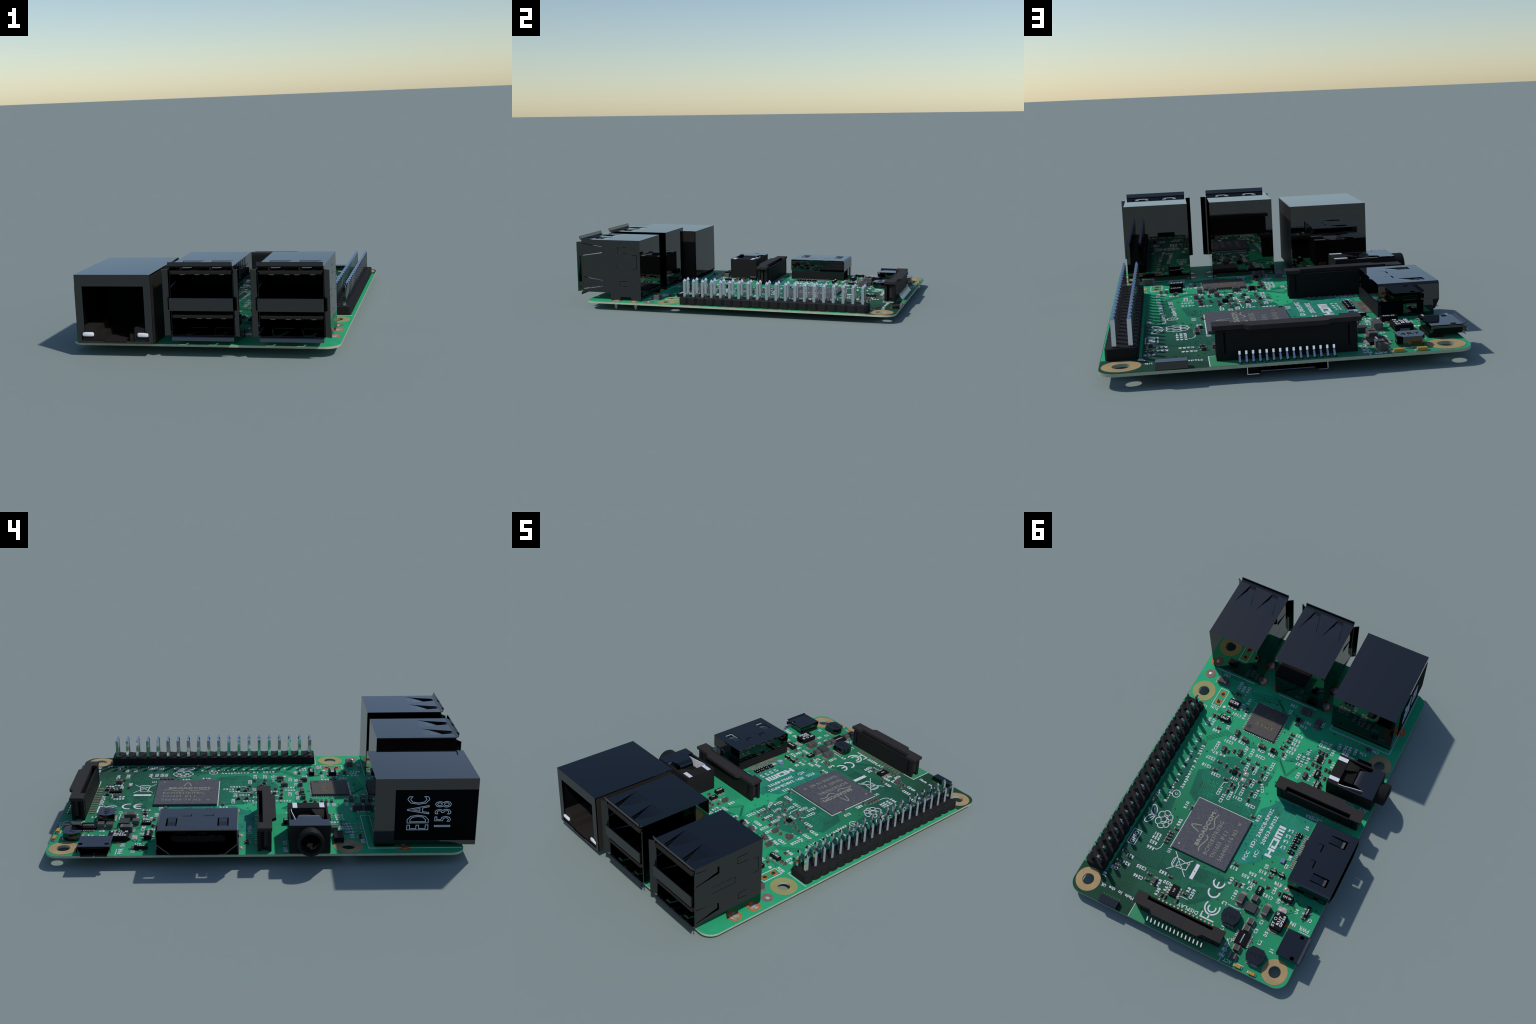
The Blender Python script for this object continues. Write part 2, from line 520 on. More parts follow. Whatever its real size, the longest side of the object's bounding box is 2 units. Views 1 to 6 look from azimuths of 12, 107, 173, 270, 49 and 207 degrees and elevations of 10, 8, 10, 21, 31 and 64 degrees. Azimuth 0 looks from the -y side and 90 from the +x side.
# plated via holes
k = Kit()
rng = random.Random(11)
for x0, x1, y0, y1, n in ((-60, 330, -130, 210, 55), (60, 500, 560, 860, 55), (-120, 90, 560, 850, 30), (-360, -60, 20, 480, 22),
                          (-480, -200, 560, 900, 22), (-240, 260, -560, -190, 40), (330, 500, -480, 420, 22), (-600, -420, 480, 620, 10)):
    for _ in range(n):
        x, y = rng.uniform(x0, x1) * MM, rng.uniform(y0, y1) * MM
        top = lift() + 0.0002
        k.disc(x, y, 0.0045, ZB - 0.001, top, "via_ring", 10)
        k.disc(x, y, 0.0026, ZB - 0.001, top + 0.0002, "via_bore", 8)
k.make("via_hole", board, kind="stuff")

# bare and soldered pads
k = Kit()
for x, y, r in ((623, -748, 35), (623, -629, 35), (308, -627, 33), (-111, -632, 33), (311, -743, 33), (-105, -753, 33),
                (203, -627, 33), (203, -745, 33)):
    k.disc(x * MM, y * MM, r * MM, ZB - 0.001, ZB + 0.001, "copper_pad", 28)
    k.dome(x * MM, y * MM, (r - 10) * MM, ZB, 0.004, "solder", 20)
k.disc(-0.568, -0.671, 0.034, ZB - 0.001, ZB + 0.001, "copper_pad", 28)
k.disc(-0.568, -0.671, 0.014, ZB - 0.001, ZB + 0.0025, "solder_dull", 20)
k.disc(0.613, -0.534, 0.031, ZB - 0.001, ZB + 0.001, "solder_ring", 28)
k.dome(0.613, -0.534, 0.012, ZB, 0.004, "solder", 20)
k.disc(0.479, -0.439, 0.018, ZB - 0.001, ZB + 0.001, "copper_pad", 24)
k.disc(0.479, -0.439, 0.0105, ZB - 0.001, ZB + 0.0014, "via_bore", 20)
k.box(0.462, 0.498, -0.400, -0.364, ZB - 0.001, ZB + 0.001, "copper_pad")
k.disc(0.480, -0.382, 0.0105, ZB - 0.001, ZB + 0.0014, "via_bore", 20)
k.box(-0.507, -0.474, 0.665, 0.680, ZB - 0.001, ZB + 0.001, "copper_pad")
for x, y in ((-296, -490), (-296, -467), (-330, -490), (-329, -469), (-354, -491), (-355, -467), (-389, -491), (-390, -466)):
    k.box((x - 4) * MM, (x + 4) * MM, (y - 4) * MM, (y + 4) * MM, ZB - 0.001, ZB + 0.0014, "solder_dull")
for x, y in ((302, -76), (280, -77), (355, -493), (354, -469), (-336, 488), (-356, 492), (-222, 560), (-250, 492), (-268, 492)):
    k.box((x - 6) * MM, (x + 6) * MM, (y - 6) * MM, (y + 6) * MM, ZB - 0.001, ZB + 0.0014, "solder")
for x, y in ((114, -29), (112, 10), (-420, 92), (-554, 92), (-399, 489)):
    k.box((x - 15) * MM, (x + 15) * MM, (y - 12) * MM, (y + 12) * MM, ZB - 0.001, ZB + 0.001, "solder_dull")
    k.dome(x * MM, y * MM, 0.010, ZB, 0.005, "solder", 14)
for i in range(19):                                     # video port solder tails
    y = 0.166 + 0.203 * i / 18
    k.box(-0.400, -0.358, y - 0.0032, y + 0.0032, ZB - 0.001, ZB + 0.003, "solder_dull")
for i in range(15):
    x = 0.192 - 0.02338 * i
    k.box(x - 0.0048, x + 0.0048, 0.838, 0.868, ZB - 0.001, ZB + 0.003, "contact_gold")
    x = -0.190 - 0.0235 * i
    k.box(x - 0.0040, x + 0.0040, 0.013, 0.0245, ZB - 0.001, ZB + 0.003, "solder_dull")
k.make("solder_pad", board, kind="stuff")

# ------------------------------------------------------------------ silkscreen
S0, S1 = ZB - 0.001, ZB + 0.0016
PITCH, CAP = 0.0150, 0.0170
LABELS = {
    "A": "J8 532 849; R82 311 400; U1 281 572; FB8 239 762; R6 190 774; R38 222 808; R8 75 725; C259 46 739; R43 -106 577; R4 -177 575; "
         "Q5 -243 420; Q2 -340 372; C56 -344 525; U9 -390 568; C183 -161 641; L1 -188 831; C3 -356 768; C1 -361 711; D5 -411 760; L2 -402 815; "
         "J1 -477 829; U4 -504 577; C228 350 -119; C221 203 129; C212 168 165; C226 136 132; C219 85 78; C217 54 7; C216 6 57; C213 4 -67; "
         "C222 2 -136; C200 76 -72; C235 131 -71; C229 146 -164; C187 185 -163; R37 -36 -226; R44 296 -362; D3 348 -254; C106 473 -238; "
         "R47 444 -247; C64 510 293; R10 328 290; R12 -74 184; U8 -337 319; J6 -343 120; C102 413 -538; R50 385 -525; R42 356 -532; "
         "R41 317 -463; U13 337 -412; U2 65 -507; C99 -147 -513; C62 -107 -260; R19 -137 -259; R18 -164 -261; U11 -148 -315; C55 -156 -152; "
         "U10 -217 -164; C61 -274 -370; R61 -308 -300; C87 -294 -426; C86 -328 -429; C89 -355 -431; C88 -389 -433; C59 -190 -396; R17 -215 -398; R16 -240 -400; R60 -330 -392; C60 -352 -386",
    "B": "R23 459 697; R24 456 744; C65 502 793; R51 385 518; R54 384 541; R52 384 570; R66 383 604; C255 369 728; C246 359 782; R83 249 701; "
         "U20 200 743; R13 -87 507; R55 -165 521; R56 -196 494; R15 -239 459; R14 -346 483; U16 -214 544; C7 -217 573; C182 -327 571; "
         "L3 -133 707; U3 -252 873; C6 -587 593; C4 -253 902; C8 -253 931; R78 345 -75; C227 345 -31; C218 343 23; C233 268 51; U17 163 27; "
         "C211 88 128; C230 1 138; C220 90 -161; C231 301 -169; FB5 288 -201; C78 230 -199; C70 104 -200; FB6 40 -200; C101 342 -349; "
         "R48 401 -202; L4 -272 174; L5 -272 210; L6 -273 244; L7 -273 280; C97 519 -566; C98 63 -553; FB7 -59 -484; R46 -46 -449; "
         "R33 -54 -382; R32 -53 -349; R35 -54 -322; R34 -54 -292; R39 -50 -264; C57 -132 -218; "
         "R36 -434 -440; C90 -494 -485; C52 -505 -116",
}
k = Kit()
for turn, text in LABELS.items():
    for item in text.split(";"):
        t, x, y = item.split()
        mono(k, t, reading(int(x) * MM, int(y) * MM, turn), PITCH, CAP * 1.12, S0, S1, "silk_white")
mono(k, "C224", reading(-0.009, 0.011, -60), PITCH, CAP, S0, S1, "silk_white")
k.make("component_label", board, kind="stuff")

k = Kit()
for t, x, y, turn, w, h in (("GPIO", 495, 586, "A", 74, 26), ("UK", 504, 905, "B", 27, 18), ("the", 452, 902, "B", 38, 18), ("in", 401, 903, "B", 22, 18),
                            ("Made", 344, 904, "B", 52, 18), ("DISPLAY", 29, 821, "B", 124, 22), ("PWR", -583, 650, "B", 56, 23), ("IN", -516, 648, "B", 32, 23),
                            ("PW", -250, 962, "B", 32, 20), ("ACT", -295, 979, "B", 46, 20), ("RUN", 482, -334, "B", 46, 20), ("A/V", -579, -117, "B", 50, 22),
                            ("CAMERA", -354, 50, "B", 100, 22), ("C", 413, 255, "A", 16, 16),
                            ("FCC", -113, 412, "A", 56, 22), ("ID:", -116, 330, "A", 52, 22), ("2ABCB-RPI32", -121, 192, "A", 188, 22),
                            ("IC:", -158, 376, "A", 46, 22), ("20953-RPI32", -163, 222, "A", 188, 22)):
    word(k, t, reading(x * MM, y * MM, turn), w * MM, h * MM, S0, S1, "silk_white", 0.02)
mono(k, "Raspberry Pi 3 Model B V1.2", reading(0.461, 0.0865, -86.9), 0.0177, 0.0185, S0, S1, "silk_white")
mono(k, "Raspberry Pi 2015", reading(0.413, 0.0615, -86.9), 0.0177, 0.0195, S0, S1, "silk_white")
k.make("board_lettering", board)

k = Kit()


def line(pts, w=3.4, closed=False):
    k.ribbon([(x * MM, y * MM) for x, y in pts], w * MM, S0, S1, "silk_white", closed)


line([(519, 541), (472, 541), (472, 630), (519, 630)], 3, True)
line([(358, 598), (346, 598), (333, 579), (330, 549)])
line([(97, 781), (87, 776), (59, 778), (54, 774)])
line([(-154, 702), (-211, 704), (-229, 697)])
line([(207, 100), (204, 74), (183, 63)])
line([(115, 110), (117, 51), (126, 46), (126, 31)])
line([(507, -470), (454, -470), (455, -351), (508, -351)], 3.4, True)
line([(590, -586), (343, -586)]); line([(180, -586), (-71, -586)])
line([(-196, -540), (-196, -504), (-571, -504), (-571, -940)], 3)
line([(296, 998), (296, 868), (216, 868)], 3); line([(-255, 998), (-255, 868)], 3)
line([(665, -325), (528, -325), (528, -300)], 3)
line([(-560, 670), (-624, 670)], 3)
line([(-330, 968), (-385, 968)], 3)
line([(-62, 216), (283, 216), (286, 552)], 4)
k.disc(0.433, -0.365, 0.009, S0, S1, "silk_white", 16)
k.disc(0.107, 0.782, 0.006, S0, S1, "silk_white", 14)
k.ribbon(circle(0.413, 0.255, 0.0225, 26), 0.0038, S0, S1, "silk_white", True)
k.plate([(0.106, 0.574), (0.085, 0.574), (0.085, 0.666), (0.106, 0.666)], S0, S1, "silk_white", holes=[circle(0.096, 0.618, 0.003, 8)])
k.make("silkscreen_line", board)

# berry-shaped mark: a cluster of rings under two leaves
k = Kit()
fr = reading(0.401, 0.423, "A")
for u, v, a, b, turn in ((0, -2, 17, 17, 0), (-21, 22, 20, 17, 15), (21, 22, 20, 17, -15), (-41, -4, 14, 19, 8), (41, -4, 14, 19, -8),
                         (-24, -30, 17, 15, -25), (24, -30, 17, 15, 25), (0, -42, 15, 9, 0), (-27, 74, 33, 16, -28), (27, 74, 33, 16, 28)):
    c, s = cos(radians(turn)), sin(radians(turn))
    pts = []
    for i in range(22):
        p, q = a * cos(2 * pi * i / 22), b * sin(2 * pi * i / 22)
        pts.append(((u + p * c - q * s) * MM, (v + p * s + q * c) * MM))
    k.ribbon(pts, 0.0042, S0, S1, "silk_white", True, fr)
k.ribbon([(-0.036, 0.079), (-0.012, 0.062), (0, 0.045), (0.012, 0.062), (0.036, 0.079)], 0.0036, S0, S1, "silk_white", False, fr)
k.make("berry_mark", board)

# crossed-out bin mark
k = Kit()
line([(245, 561), (130, 672)], 4); line([(244, 674), (131, 569)], 4)
line([(225, 588), (225, 644), (143, 634), (143, 600)], 4, True)
line([(225, 588), (234, 604), (234, 630), (225, 644)], 3.6); line([(205, 590), (205, 642)], 3)
line([(190, 610), (190, 628)], 3.4)
k.ribbon(circle(0.146, 0.595, 0.007, 12), 0.003, S0, S1, "silk_white", True)
k.make("bin_mark", board)

# conformity marks
k = Kit()


def arc(cx, cy, r, a0, a1, w):
    n = 18
    k.ribbon([((cx + r * sin(radians(a0 + (a1 - a0) * i / n))) * MM, (cy + r * cos(radians(a0 + (a1 - a0) * i / n))) * MM) for i in range(n + 1)], w * MM, S0, S1, "silk_white")



arc(-55, 675, 31, 105, -105, 9)
arc(-55, 615, 31, 105, -105, 9)
line([(-54, 642), (-54, 612)], 8)
line([(-51, 795), (-51, 826), (-131, 826)], 8); line([(-92, 824), (-92, 798)], 8)
arc(-88, 757, 41, 120, -120, 8)
arc(-88, 762, 21, 125, -125, 8)
k.make("conformity_mark", board)

# video port mark built from blocks: H D M I reading toward -y
k = Kit()
fr = reading(-0.222, 0.267, "A")


def block(pts):
    v = [fr(u * MM, w * MM, h) for h in (S0, S1) for u, w in pts]
    n = len(pts)
    tri = tessellate_polygon([[Vector((u, w, 0)) for u, w in pts]])
    k.add(v, [tuple(i + n for i in t) for t in tri] + [(i, (i + 1) % n, n + (i + 1) % n, n + i) for i in range(n)], "silk_white")


def bars(*rects):
    for a, b, c, d in rects:
        block([(a, c), (b, c), (b, d), (a, d)])


bars((-100, -86, -20, 20), (-86, -62, -5, 6), (-62, -48, -20, 20))
bars((-43, -29, -20, 8), (-29, 4, -20, -10), (4, 18, -20, 12), (-43, 18, 12, 20))
bars((24, 37, -20, 20), (37, 68, 10, 20), (46, 57, -20, 10), (66, 78, -20, 20))
bars((84, 99, -20, 20))
k.make("video_mark", board)

# ------------------------------------------------------------------ chip parts (shared meshes)


def chip(name, lx, ly, h, body, end, cap=0.24, ch=0.0018):
    """Two-terminal part lying along local x, solder fillets at its ends."""
    q = Kit()
    c = lx * cap
    q.box(-lx / 2 + c, lx / 2 - c, -ly / 2 + .0006, ly / 2 - .0006, 0, h - .0006, body)
    for s in (-1, 1):
        q.box(s * (lx / 2 - c), s * lx / 2, -ly / 2, ly / 2, 0, h, end, ch)
        q.box(s * (lx / 2 - .002), s * (lx / 2 + 0.18 * lx + .001), -ly * .52, ly * .52, -0.001, 0.0022, "solder_dull")
    return q


CHIPS = {
    "chip_resistor": (0.0215, 0.0125, 0.0115, "chip_body", "chip_end", 0.24),
    "chip_capacitor": (0.037, 0.021, 0.020, "chip_cap_body", "chip_end_dark", 0.22),
    "ferrite_bead": (0.037, 0.021, 0.020, "package_black", "chip_end_dark", 0.2),
    "block_capacitor": (0.034, 0.032, 0.025, "chip_cap_body", "chip_end_dark", 0.2),
    "bulk_capacitor": (0.060, 0.035, 0.030, "chip_cap_body", "chip_end_dark", 0.2),
}
PLACES = {
    ("chip_resistor", 0): [(305, 442), (321, 474), (322, 494), (321, 514), (321, 535), (310, 739), (306, 774), (200, 703), (82, 756), (499, 682), (501, 745), (494, 773),
                           (-88, 481), (-224, 526), (-288, 463), (-553, 596), (395, -225), (287, -33), (286, 23), (179, -42), (205, 50), (87, 41), (87, -118),
                           (164, -88), (148, -121), (-43, 188), (397, -348), (300, -415), (298, -394), (-5, -447), (-12, -375), (-11, -347), (-12, -324), (-10, -290),
                           (4, -269), (-186, -219)],
    ("chip_resistor", 90): [(193, 816), (170, 817), (104, 807), (-134, 581), (-159, 579), (-373, 528), (461, -288), (437, -288), (275, -113), (245, -131), (244, -26),
                            (210, -9), (151, -10), (163, 65), (141, 75), (163, 111), (76, 0), (35, 67), (33, 110), (33, -64), (36, -112), (100, -79), (294, 293),
                            (510, 340), (405, -477), (385, -477), (-18, -236), (-199, -346), (-222, -344), (-245, -344), (-278, -316), (-199, -255), (-224, -255),
                            (-246, -255), (-282, -255), (-303, -254), (-299, -202), (-440, -479), (-461, -477), (-485, 62), (-505, 62)],
    ("chip_resistor", 40): [(-302, 522), (27, -22)],
    ("chip_capacitor", 90): [(266, 765), (282, -244), (303, -115), (209, -136), (-192, -169)],
    ("chip_capacitor", 0): [(222, -224), (113, -227)],
    ("ferrite_bead", 0): [(40, -230), (-4, -476)],
    ("block_capacitor", 0): [(-273, 612), (-312, 737), (-309, 779), (-309, 896), (-311, 943), (-371, -360)],
    ("bulk_capacitor", 90): [(-206, 647), (-356, 648), (-117, -502)],
    ("bulk_capacitor", 0): [(-22, -541), (519, -514)],
}
for name, spec in CHIPS.items():
    first = None
    for (n, turn), spots in PLACES.items():
        if n != name:
            continue
        for x, y in spots:
            if first is None:
                ob = first = chip(name, *spec).make(name, root)
            else:
                ob = first.copy(); scene.collection.objects.link(ob)
            ob.location = (x * MM, y * MM, ZB)
            ob.rotation_euler = (0, 0, radians(turn + rng.uniform(-2, 2)))
k = chip("tantalum", 0.085, 0.045, 0.026, "package_black", "package_black", 0.16)
k.make("tantalum_capacitor", root, loc=(-0.468, -0.372, ZB))
k = chip("square", 0.062, 0.050, 0.022, "package_slate", "package_slate", 0.1)
k.make("power_inductor", root, loc=(-0.277, 0.668, ZB))

# small legged packages: (name, x, y, lx, ly, h, body, legs on y sides?, legs per side, print, print turn)


def package(name, x, y, lx, ly, h, body, side, legs, text=None, turn="B", tw=0.0, th=0.0, ink="silk_white", leg_mat="solder", marks=()):
    q = Kit()
    q.box(x - lx / 2, x + lx / 2, y - ly / 2, y + ly / 2, ZB + 0.001, ZB + h, body, 0.0022)
    for s, n in zip((-1, 1), legs):
        for i in range(n):
            t = (i + .5) / n - .5
            if side == "y":
                cx = x + t * lx * 0.92
                q.box(cx - lx * .1, cx + lx * .1, y + s * ly / 2 - s * .004, y + s * (ly / 2 + 0.014), ZB - 0.001, ZB + 0.004, leg_mat)
            else:
                cy = y + t * ly * 0.92
                w = min(0.006, ly * .32 / max(n, 1))
                q.box(x + s * lx / 2 - s * .004, x + s * (lx / 2 + 0.014), cy - w, cy + w, ZB - 0.001, ZB + 0.004, leg_mat)
    ob = q.make(name, root)
    if text:
        q = Kit()
        word(q, text, reading(x, y, turn), tw, th, ZB + h - 0.001, ZB + h + 0.0006, ink, 0.02)
        q.make("part_marking", ob)
    for t, mx, my, mt, mw, mh, mi in marks:
        q = Kit()
        word(q, t, reading(mx, my, mt), mw, mh, ZB + h - 0.001, ZB + h + 0.0006, mi, 0.02)
        q.make("part_marking", ob)
    return ob


package("transistor", -0.291, 0.428, 0.036, 0.017, 0.016, "package_black", "y", (1, 2), "V2KOV", "B", 0.028, 0.008)
package("transistor", -0.341, 0.431, 0.036, 0.017, 0.016, "package_black", "y", (1, 2), "V2KOV", "B", 0.028, 0.008)
package("transistor", 0.390, -0.292, 0.062, 0.029, 0.021, "package_black", "y", (2, 1), "A7W5", "B", 0.048, 0.015)
package("regulator", 0.386, -0.408, 0.066, 0.040, 0.022, "package_black", "y", (3, 3), "BK5S", "B", 0.056, 0.018)
package("logic_chip", 0.141, 0.766, 0.042, 0.064, 0.014, "package_black", "x", (4, 4), "Y1F", "A", 0.024, 0.009, "label_ink")
package("logic_chip", -0.272, 0.560, 0.032, 0.047, 0.012, "package_black", "x", (0, 0), "- 150", "A", 0.034, 0.011)
package("power_chip", -0.312, 0.838, 0.066, 0.076, 0.014, "package_black", "x", (7, 7), "PAM2306", "A", 0.052, 0.007, "label_ink",
        marks=(("WR616", -0.326, 0.836, "A", 0.040, 0.010, "choke_ink"),))
package("voltage_supervisor", -0.428, 0.536, 0.066, 0.036, 0.022, "package_black", "y", (1, 2), "40-243", "B", 0.048, 0.012)
package("voltage_supervisor", -0.558, 0.557, 0.020, 0.062, 0.018, "package_black", "x", (1, 2), "V05A", "A", 0.036, 0.009)
package("logic_chip", -0.226, -0.300, 0.028, 0.046, 0.014, "package_black", "x", (3, 3))
package("logic_chip", -0.253, -0.206, 0.028, 0.048, 0.016, "package_black", "x", (2, 3), "4021", "A", 0.022, 0.008)
package("diode_array", -0.283, -0.140, 0.030, 0.050, 0.022, "package_black", "x", (1, 2), "A7W5", "A", 0.040, 0.014)
package("logic_chip", 0.179, -0.010, 0.026, 0.028, 0.014, "package_black", "x", (0, 0))
package("sensor_chip", -0.311, 0.352, 0.024, 0.028, 0.011, "package_blue", "x", (0, 0))

for y in (178, 212, 248, 285):                           # common-mode filters of the video lines
    q = Kit()
    q.box(-0.342, -0.310, (y - 12) * MM, (y + 12) * MM, ZB, ZB + 0.012, "package_black", 0.0015)
    for sx in (-1, 1):
        for sy in (-1, 1):
            q.disc(-0.326 + sx * 0.010, (y + sy * 7) * MM, 0.0025, ZB + 0.011, ZB + 0.0128, "label_ink", 10)
    for s in (-1, 1):
        q.box(-0.310, -0.300, (y + s * 7 - 3) * MM, (y + s * 7 + 3) * MM, ZB - 0.001, ZB + 0.003, "solder_dull")
    q.make("line_filter", root)

for x, y in ((-357, 981), (-440, 983)):                  # status lamps
    q = Kit()
    q.box((x - 18) * MM, (x + 18) * MM, (y - 8) * MM, (y + 8) * MM, ZB, ZB + 0.012, "lamp_amber", 0.001)
    for s in (-1, 1):
        q.box((x + s * 17) * MM, (x + s * 26) * MM, (y - 7) * MM, (y + 7) * MM, ZB - 0.001, ZB + 0.005, "solder", 0.001)
    q.make("status_lamp", root)

# power rectifier with its wide tabs
q = Kit()
q.box(-0.479, -0.408, 0.628, 0.724, ZB + 0.002, ZB + 0.029, "package_black", 0.005)
rect = q.make("rectifier", root)
q = Kit()
q.box(-0.458, -0.408, 0.588, 0.615, ZB - 0.001, ZB + 0.003, "solder", 0.001)
q.box(-0.460, -0.407, 0.716, 0.741, ZB - 0.001, ZB + 0.003, "solder_dull", 0.001)
q.sweep([(0.628, ZB + 0.016), (0.622, ZB + 0.016), (0.618, ZB + 0.003)], -0.462, -0.424, "x", "shell_metal", 0.002)
q.sweep([(0.722, ZB + 0.016), (0.728, ZB + 0.016), (0.732, ZB + 0.003)], -0.462, -0.424, "x", "shell_metal", 0.002)
q.make("rectifier_tab", rect)
q = Kit()
zt = ZB + 0.029
for t, x, y, w, h in (("ST", -0.424, 0.700, 0.028, 0.017), ("G", -0.424, 0.640, 0.015, 0.015), ("RU7", -0.446, 0.671, 0.052, 0.015), ("GP550", -0.465, 0.668, 0.064, 0.015)):
    word(q, t, reading(x, y, "A"), w * 1, h, zt - 0.001, zt + 0.0007, "silk_white", 0.03)
q.ribbon(circle(-0.424, 0.668, 0.0075, 14), 0.0028, zt - 0.001, zt + 0.0007, "silk_white", True)
q.make("part_marking", rect)

# shielded chokes
for cx, cy, turn in ((-0.205, 0.764, 0), (-0.419, 0.896, 180)):
    q = Kit()
    a, b = 0.050, 0.0425

    def oct_ring(s):
        return [(cx + s * px, cy + s * py) for px, py in ((-a * .66, -b), (a * .66, -b), (a, -b * .42), (a, b * .30), (a * .70, b), (-a * .70, b), (-a, b * .30), (-a, -b * .42))]
    q.plate(oct_ring(1), ZB + 0.006, ZB + 0.040, "shell_metal")
    q.plate(oct_ring(.93), ZB, ZB + 0.008, "shell_metal")
    for s in (-1, 1):
        q.box(cx - 0.034, cx + 0.034, cy + s * b * .75, cy + s * (b + .006), ZB - 0.001, ZB + 0.004, "solder")
    ob = q.make("choke", root)
    q = Kit()
    word(q, "4R7", reading(cx, cy, turn), 0.070, 0.026, ZB + 0.039, ZB + 0.0406, "choke_ink", 0.0)
    q.make("part_marking", ob)

# oscillator / antenna block at the card edge
q = Kit()
q.box(0.369, 0.480, 0.955, 0.999, ZB + 0.001, ZB + 0.029, "shell_metal", 0.002)
for i in range(7):
    x = 0.378 + 0.0155 * i
    q.box(x, x + 0.007, 0.938, 0.957, ZB - 0.001, ZB + 0.002, "via_ring")
q.make("chip_antenna", root)

# main processor
q = Kit()
UX0, UX1, UY0, UY1, UZ = -0.054, 0.281, 0.220, 0.550, ZB + 0.0125
q.box(UX0, UX1, UY0, UY1, ZB + 0.001, UZ, "processor_body", 0.0025)
proc = q.make("processor", root)
q = Kit()
for t, x, y, w, h in (("BROADCOM", 0.161, 0.375, 0.216, 0.026), ("BCM2837RIFBG", 0.094, 0.402, 0.216, 0.024),
                      ("TN1603", 0.050, 0.462, 0.100, 0.024), ("P11", 0.045, 0.364, 0.050, 0.024),
                      ("566406-16", 0.004, 0.434, 0.152, 0.024), ("N3", 0.000, 0.326, 0.036, 0.024), ("W", -0.002, 0.268, 0.020, 0.022)):
    word(q, t, reading(x, y, "A"), w, h, UZ - 0.001, UZ + 0.0006, "package_ink", 0.05 if t == "BROADCOM" else 0.0)
for pts in ([(186, 407), (228, 394), (239, 388), (239, 382), (228, 376), (186, 365)], [(131, 509), (138, 496), (138, 478), (126, 445), (120, 425), (124, 412), (136, 404)],
            [(141, 370), (128, 362), (120, 350), (124, 332), (137, 312), (139, 296), (131, 266)]):
    q.ribbon([(x * MM, y * MM) for x, y in pts], 0.0062, UZ - 0.001, UZ + 0.0006, "package_ink")
q.ribbon(circle(0.158, 0.256, 0.0085, 14), 0.002, UZ - 0.001, UZ + 0.0006, "package_ink", True)
q.disc(0.250, 0.514, 0.006, UZ - 0.001, UZ + 0.0006, "package_ink", 14)
q.make("part_marking", proc)

# network / USB controller
q = Kit()
CX0, CX1, CY0, CY1, CZ = 0.064, 0.260, -0.476, -0.279, ZB + 0.012
q.box(CX0, CX1, CY0, CY1, ZB + 0.001, CZ, "controller_body", 0.0025)
ctrl = q.make("port_controller", root)
q = Kit()
for i in range(16):
    t = CX0 + 0.008 + (CX1 - CX0 - 0.016) * i / 15
    u = CY0 + 0.008 + (CY1 - CY0 - 0.016) * i / 15
    for s in (CY0 - 0.006, CY1 + 0.006):
        q.box(t - 0.0032, t + 0.0032, s - 0.005, s + 0.005, ZB - 0.001, ZB + 0.003, "solder", 0.0008)
    for s in (CX0 - 0.006, CX1 + 0.006):
        q.box(s - 0.005, s + 0.005, u - 0.0032, u + 0.0032, ZB - 0.001, ZB + 0.003, "solder", 0.0008)
q.make("controller_leg", ctrl, kind="stuff")
q = Kit()
mono(q, "SMSC", reading(0.158, -0.348, "B"), 0.031, 0.021, CZ - 0.001, CZ + 0.0005, "controller_ink")
for t, y, w in (("LAN9514-JZX", -0.375, 0.096), ("B1539-A4C95", -0.393, 0.096), ("5X2-AB", -0.415, 0.060), ("MY-TW", -0.434, 0.050)):
    word(q, t, reading(0.155, y, "B"), w, 0.012, CZ - 0.001, CZ + 0.0005, "controller_ink")
q.disc(0.237, -0.309, 0.0135, CZ - 0.001, CZ + 0.0004, "package_slate", 20)
q.disc(0.090, -0.462, 0.009, CZ - 0.001, CZ + 0.0004, "package_slate", 18)
q.make("part_marking", ctrl)

# ------------------------------------------------------------------ pin header
q = Kit()
PY0, PY1 = -0.2916, 0.8082
STEP = (PY1 - PY0) / 19
XA, XB = 0.5637, 0.6215
left, right = [], []
for i in range(20):
    y = PY0 + STEP * i
    a, b = STEP / 2, 0.0135
    y0 = y - a if i else y - 0.026
    y1 = y + a if i < 19 else y + 0.027
    left += [(0.5455, y0), (0.5385, y - b), (0.5385, y + b), (0.5455, y1)]
    right += [(0.6465, y0), (0.6550, y - b), (0.6550, y + b), (0.6465, y1)]
q.plate(right + left[::-1], ZB + 0.0005, 0.0955, "header_plastic")
for i in range(20):                                      # seats the pins rise from
    y = PY0 + STEP * i
    for x in (XA, XB):
        q.box(x - 0.010, x + 0.010, y - 0.010, y + 0.010, 0.090, 0.0968, "header_plastic")
head = q.make("pin_header", root)
q = Kit()
w = 0.0078
v = [(sx * w, sy * w, z) for z in (0, 0.102) for sx, sy in ((-1, -1), (1, -1), (1, 1), (-1, 1))]
v += [(sx * 0.0022, sy * 0.0022, 0.1165) for sx, sy in ((-1, -1), (1, -1), (1, 1), (-1, 1))]
fs = [(3, 2, 1, 0), (8, 9, 10, 11)]
for o in (0, 4):
    fs += [(o + i, o + (i + 1) % 4, o + 4 + (i + 1) % 4, o + 4 + i) for i in range(4)]
q.add(v, fs, "pin_metal")
pin = None
for x in (XA, XB):
    for i in range(20):
        if pin is None:
            ob = pin = q.make("header_pin", head)
        else:
            ob = pin.copy(); scene.collection.objects.link(ob)
        ob.location = (x, PY0 + STEP * i, 0.0925)

# ------------------------------------------------------------------ double USB sockets


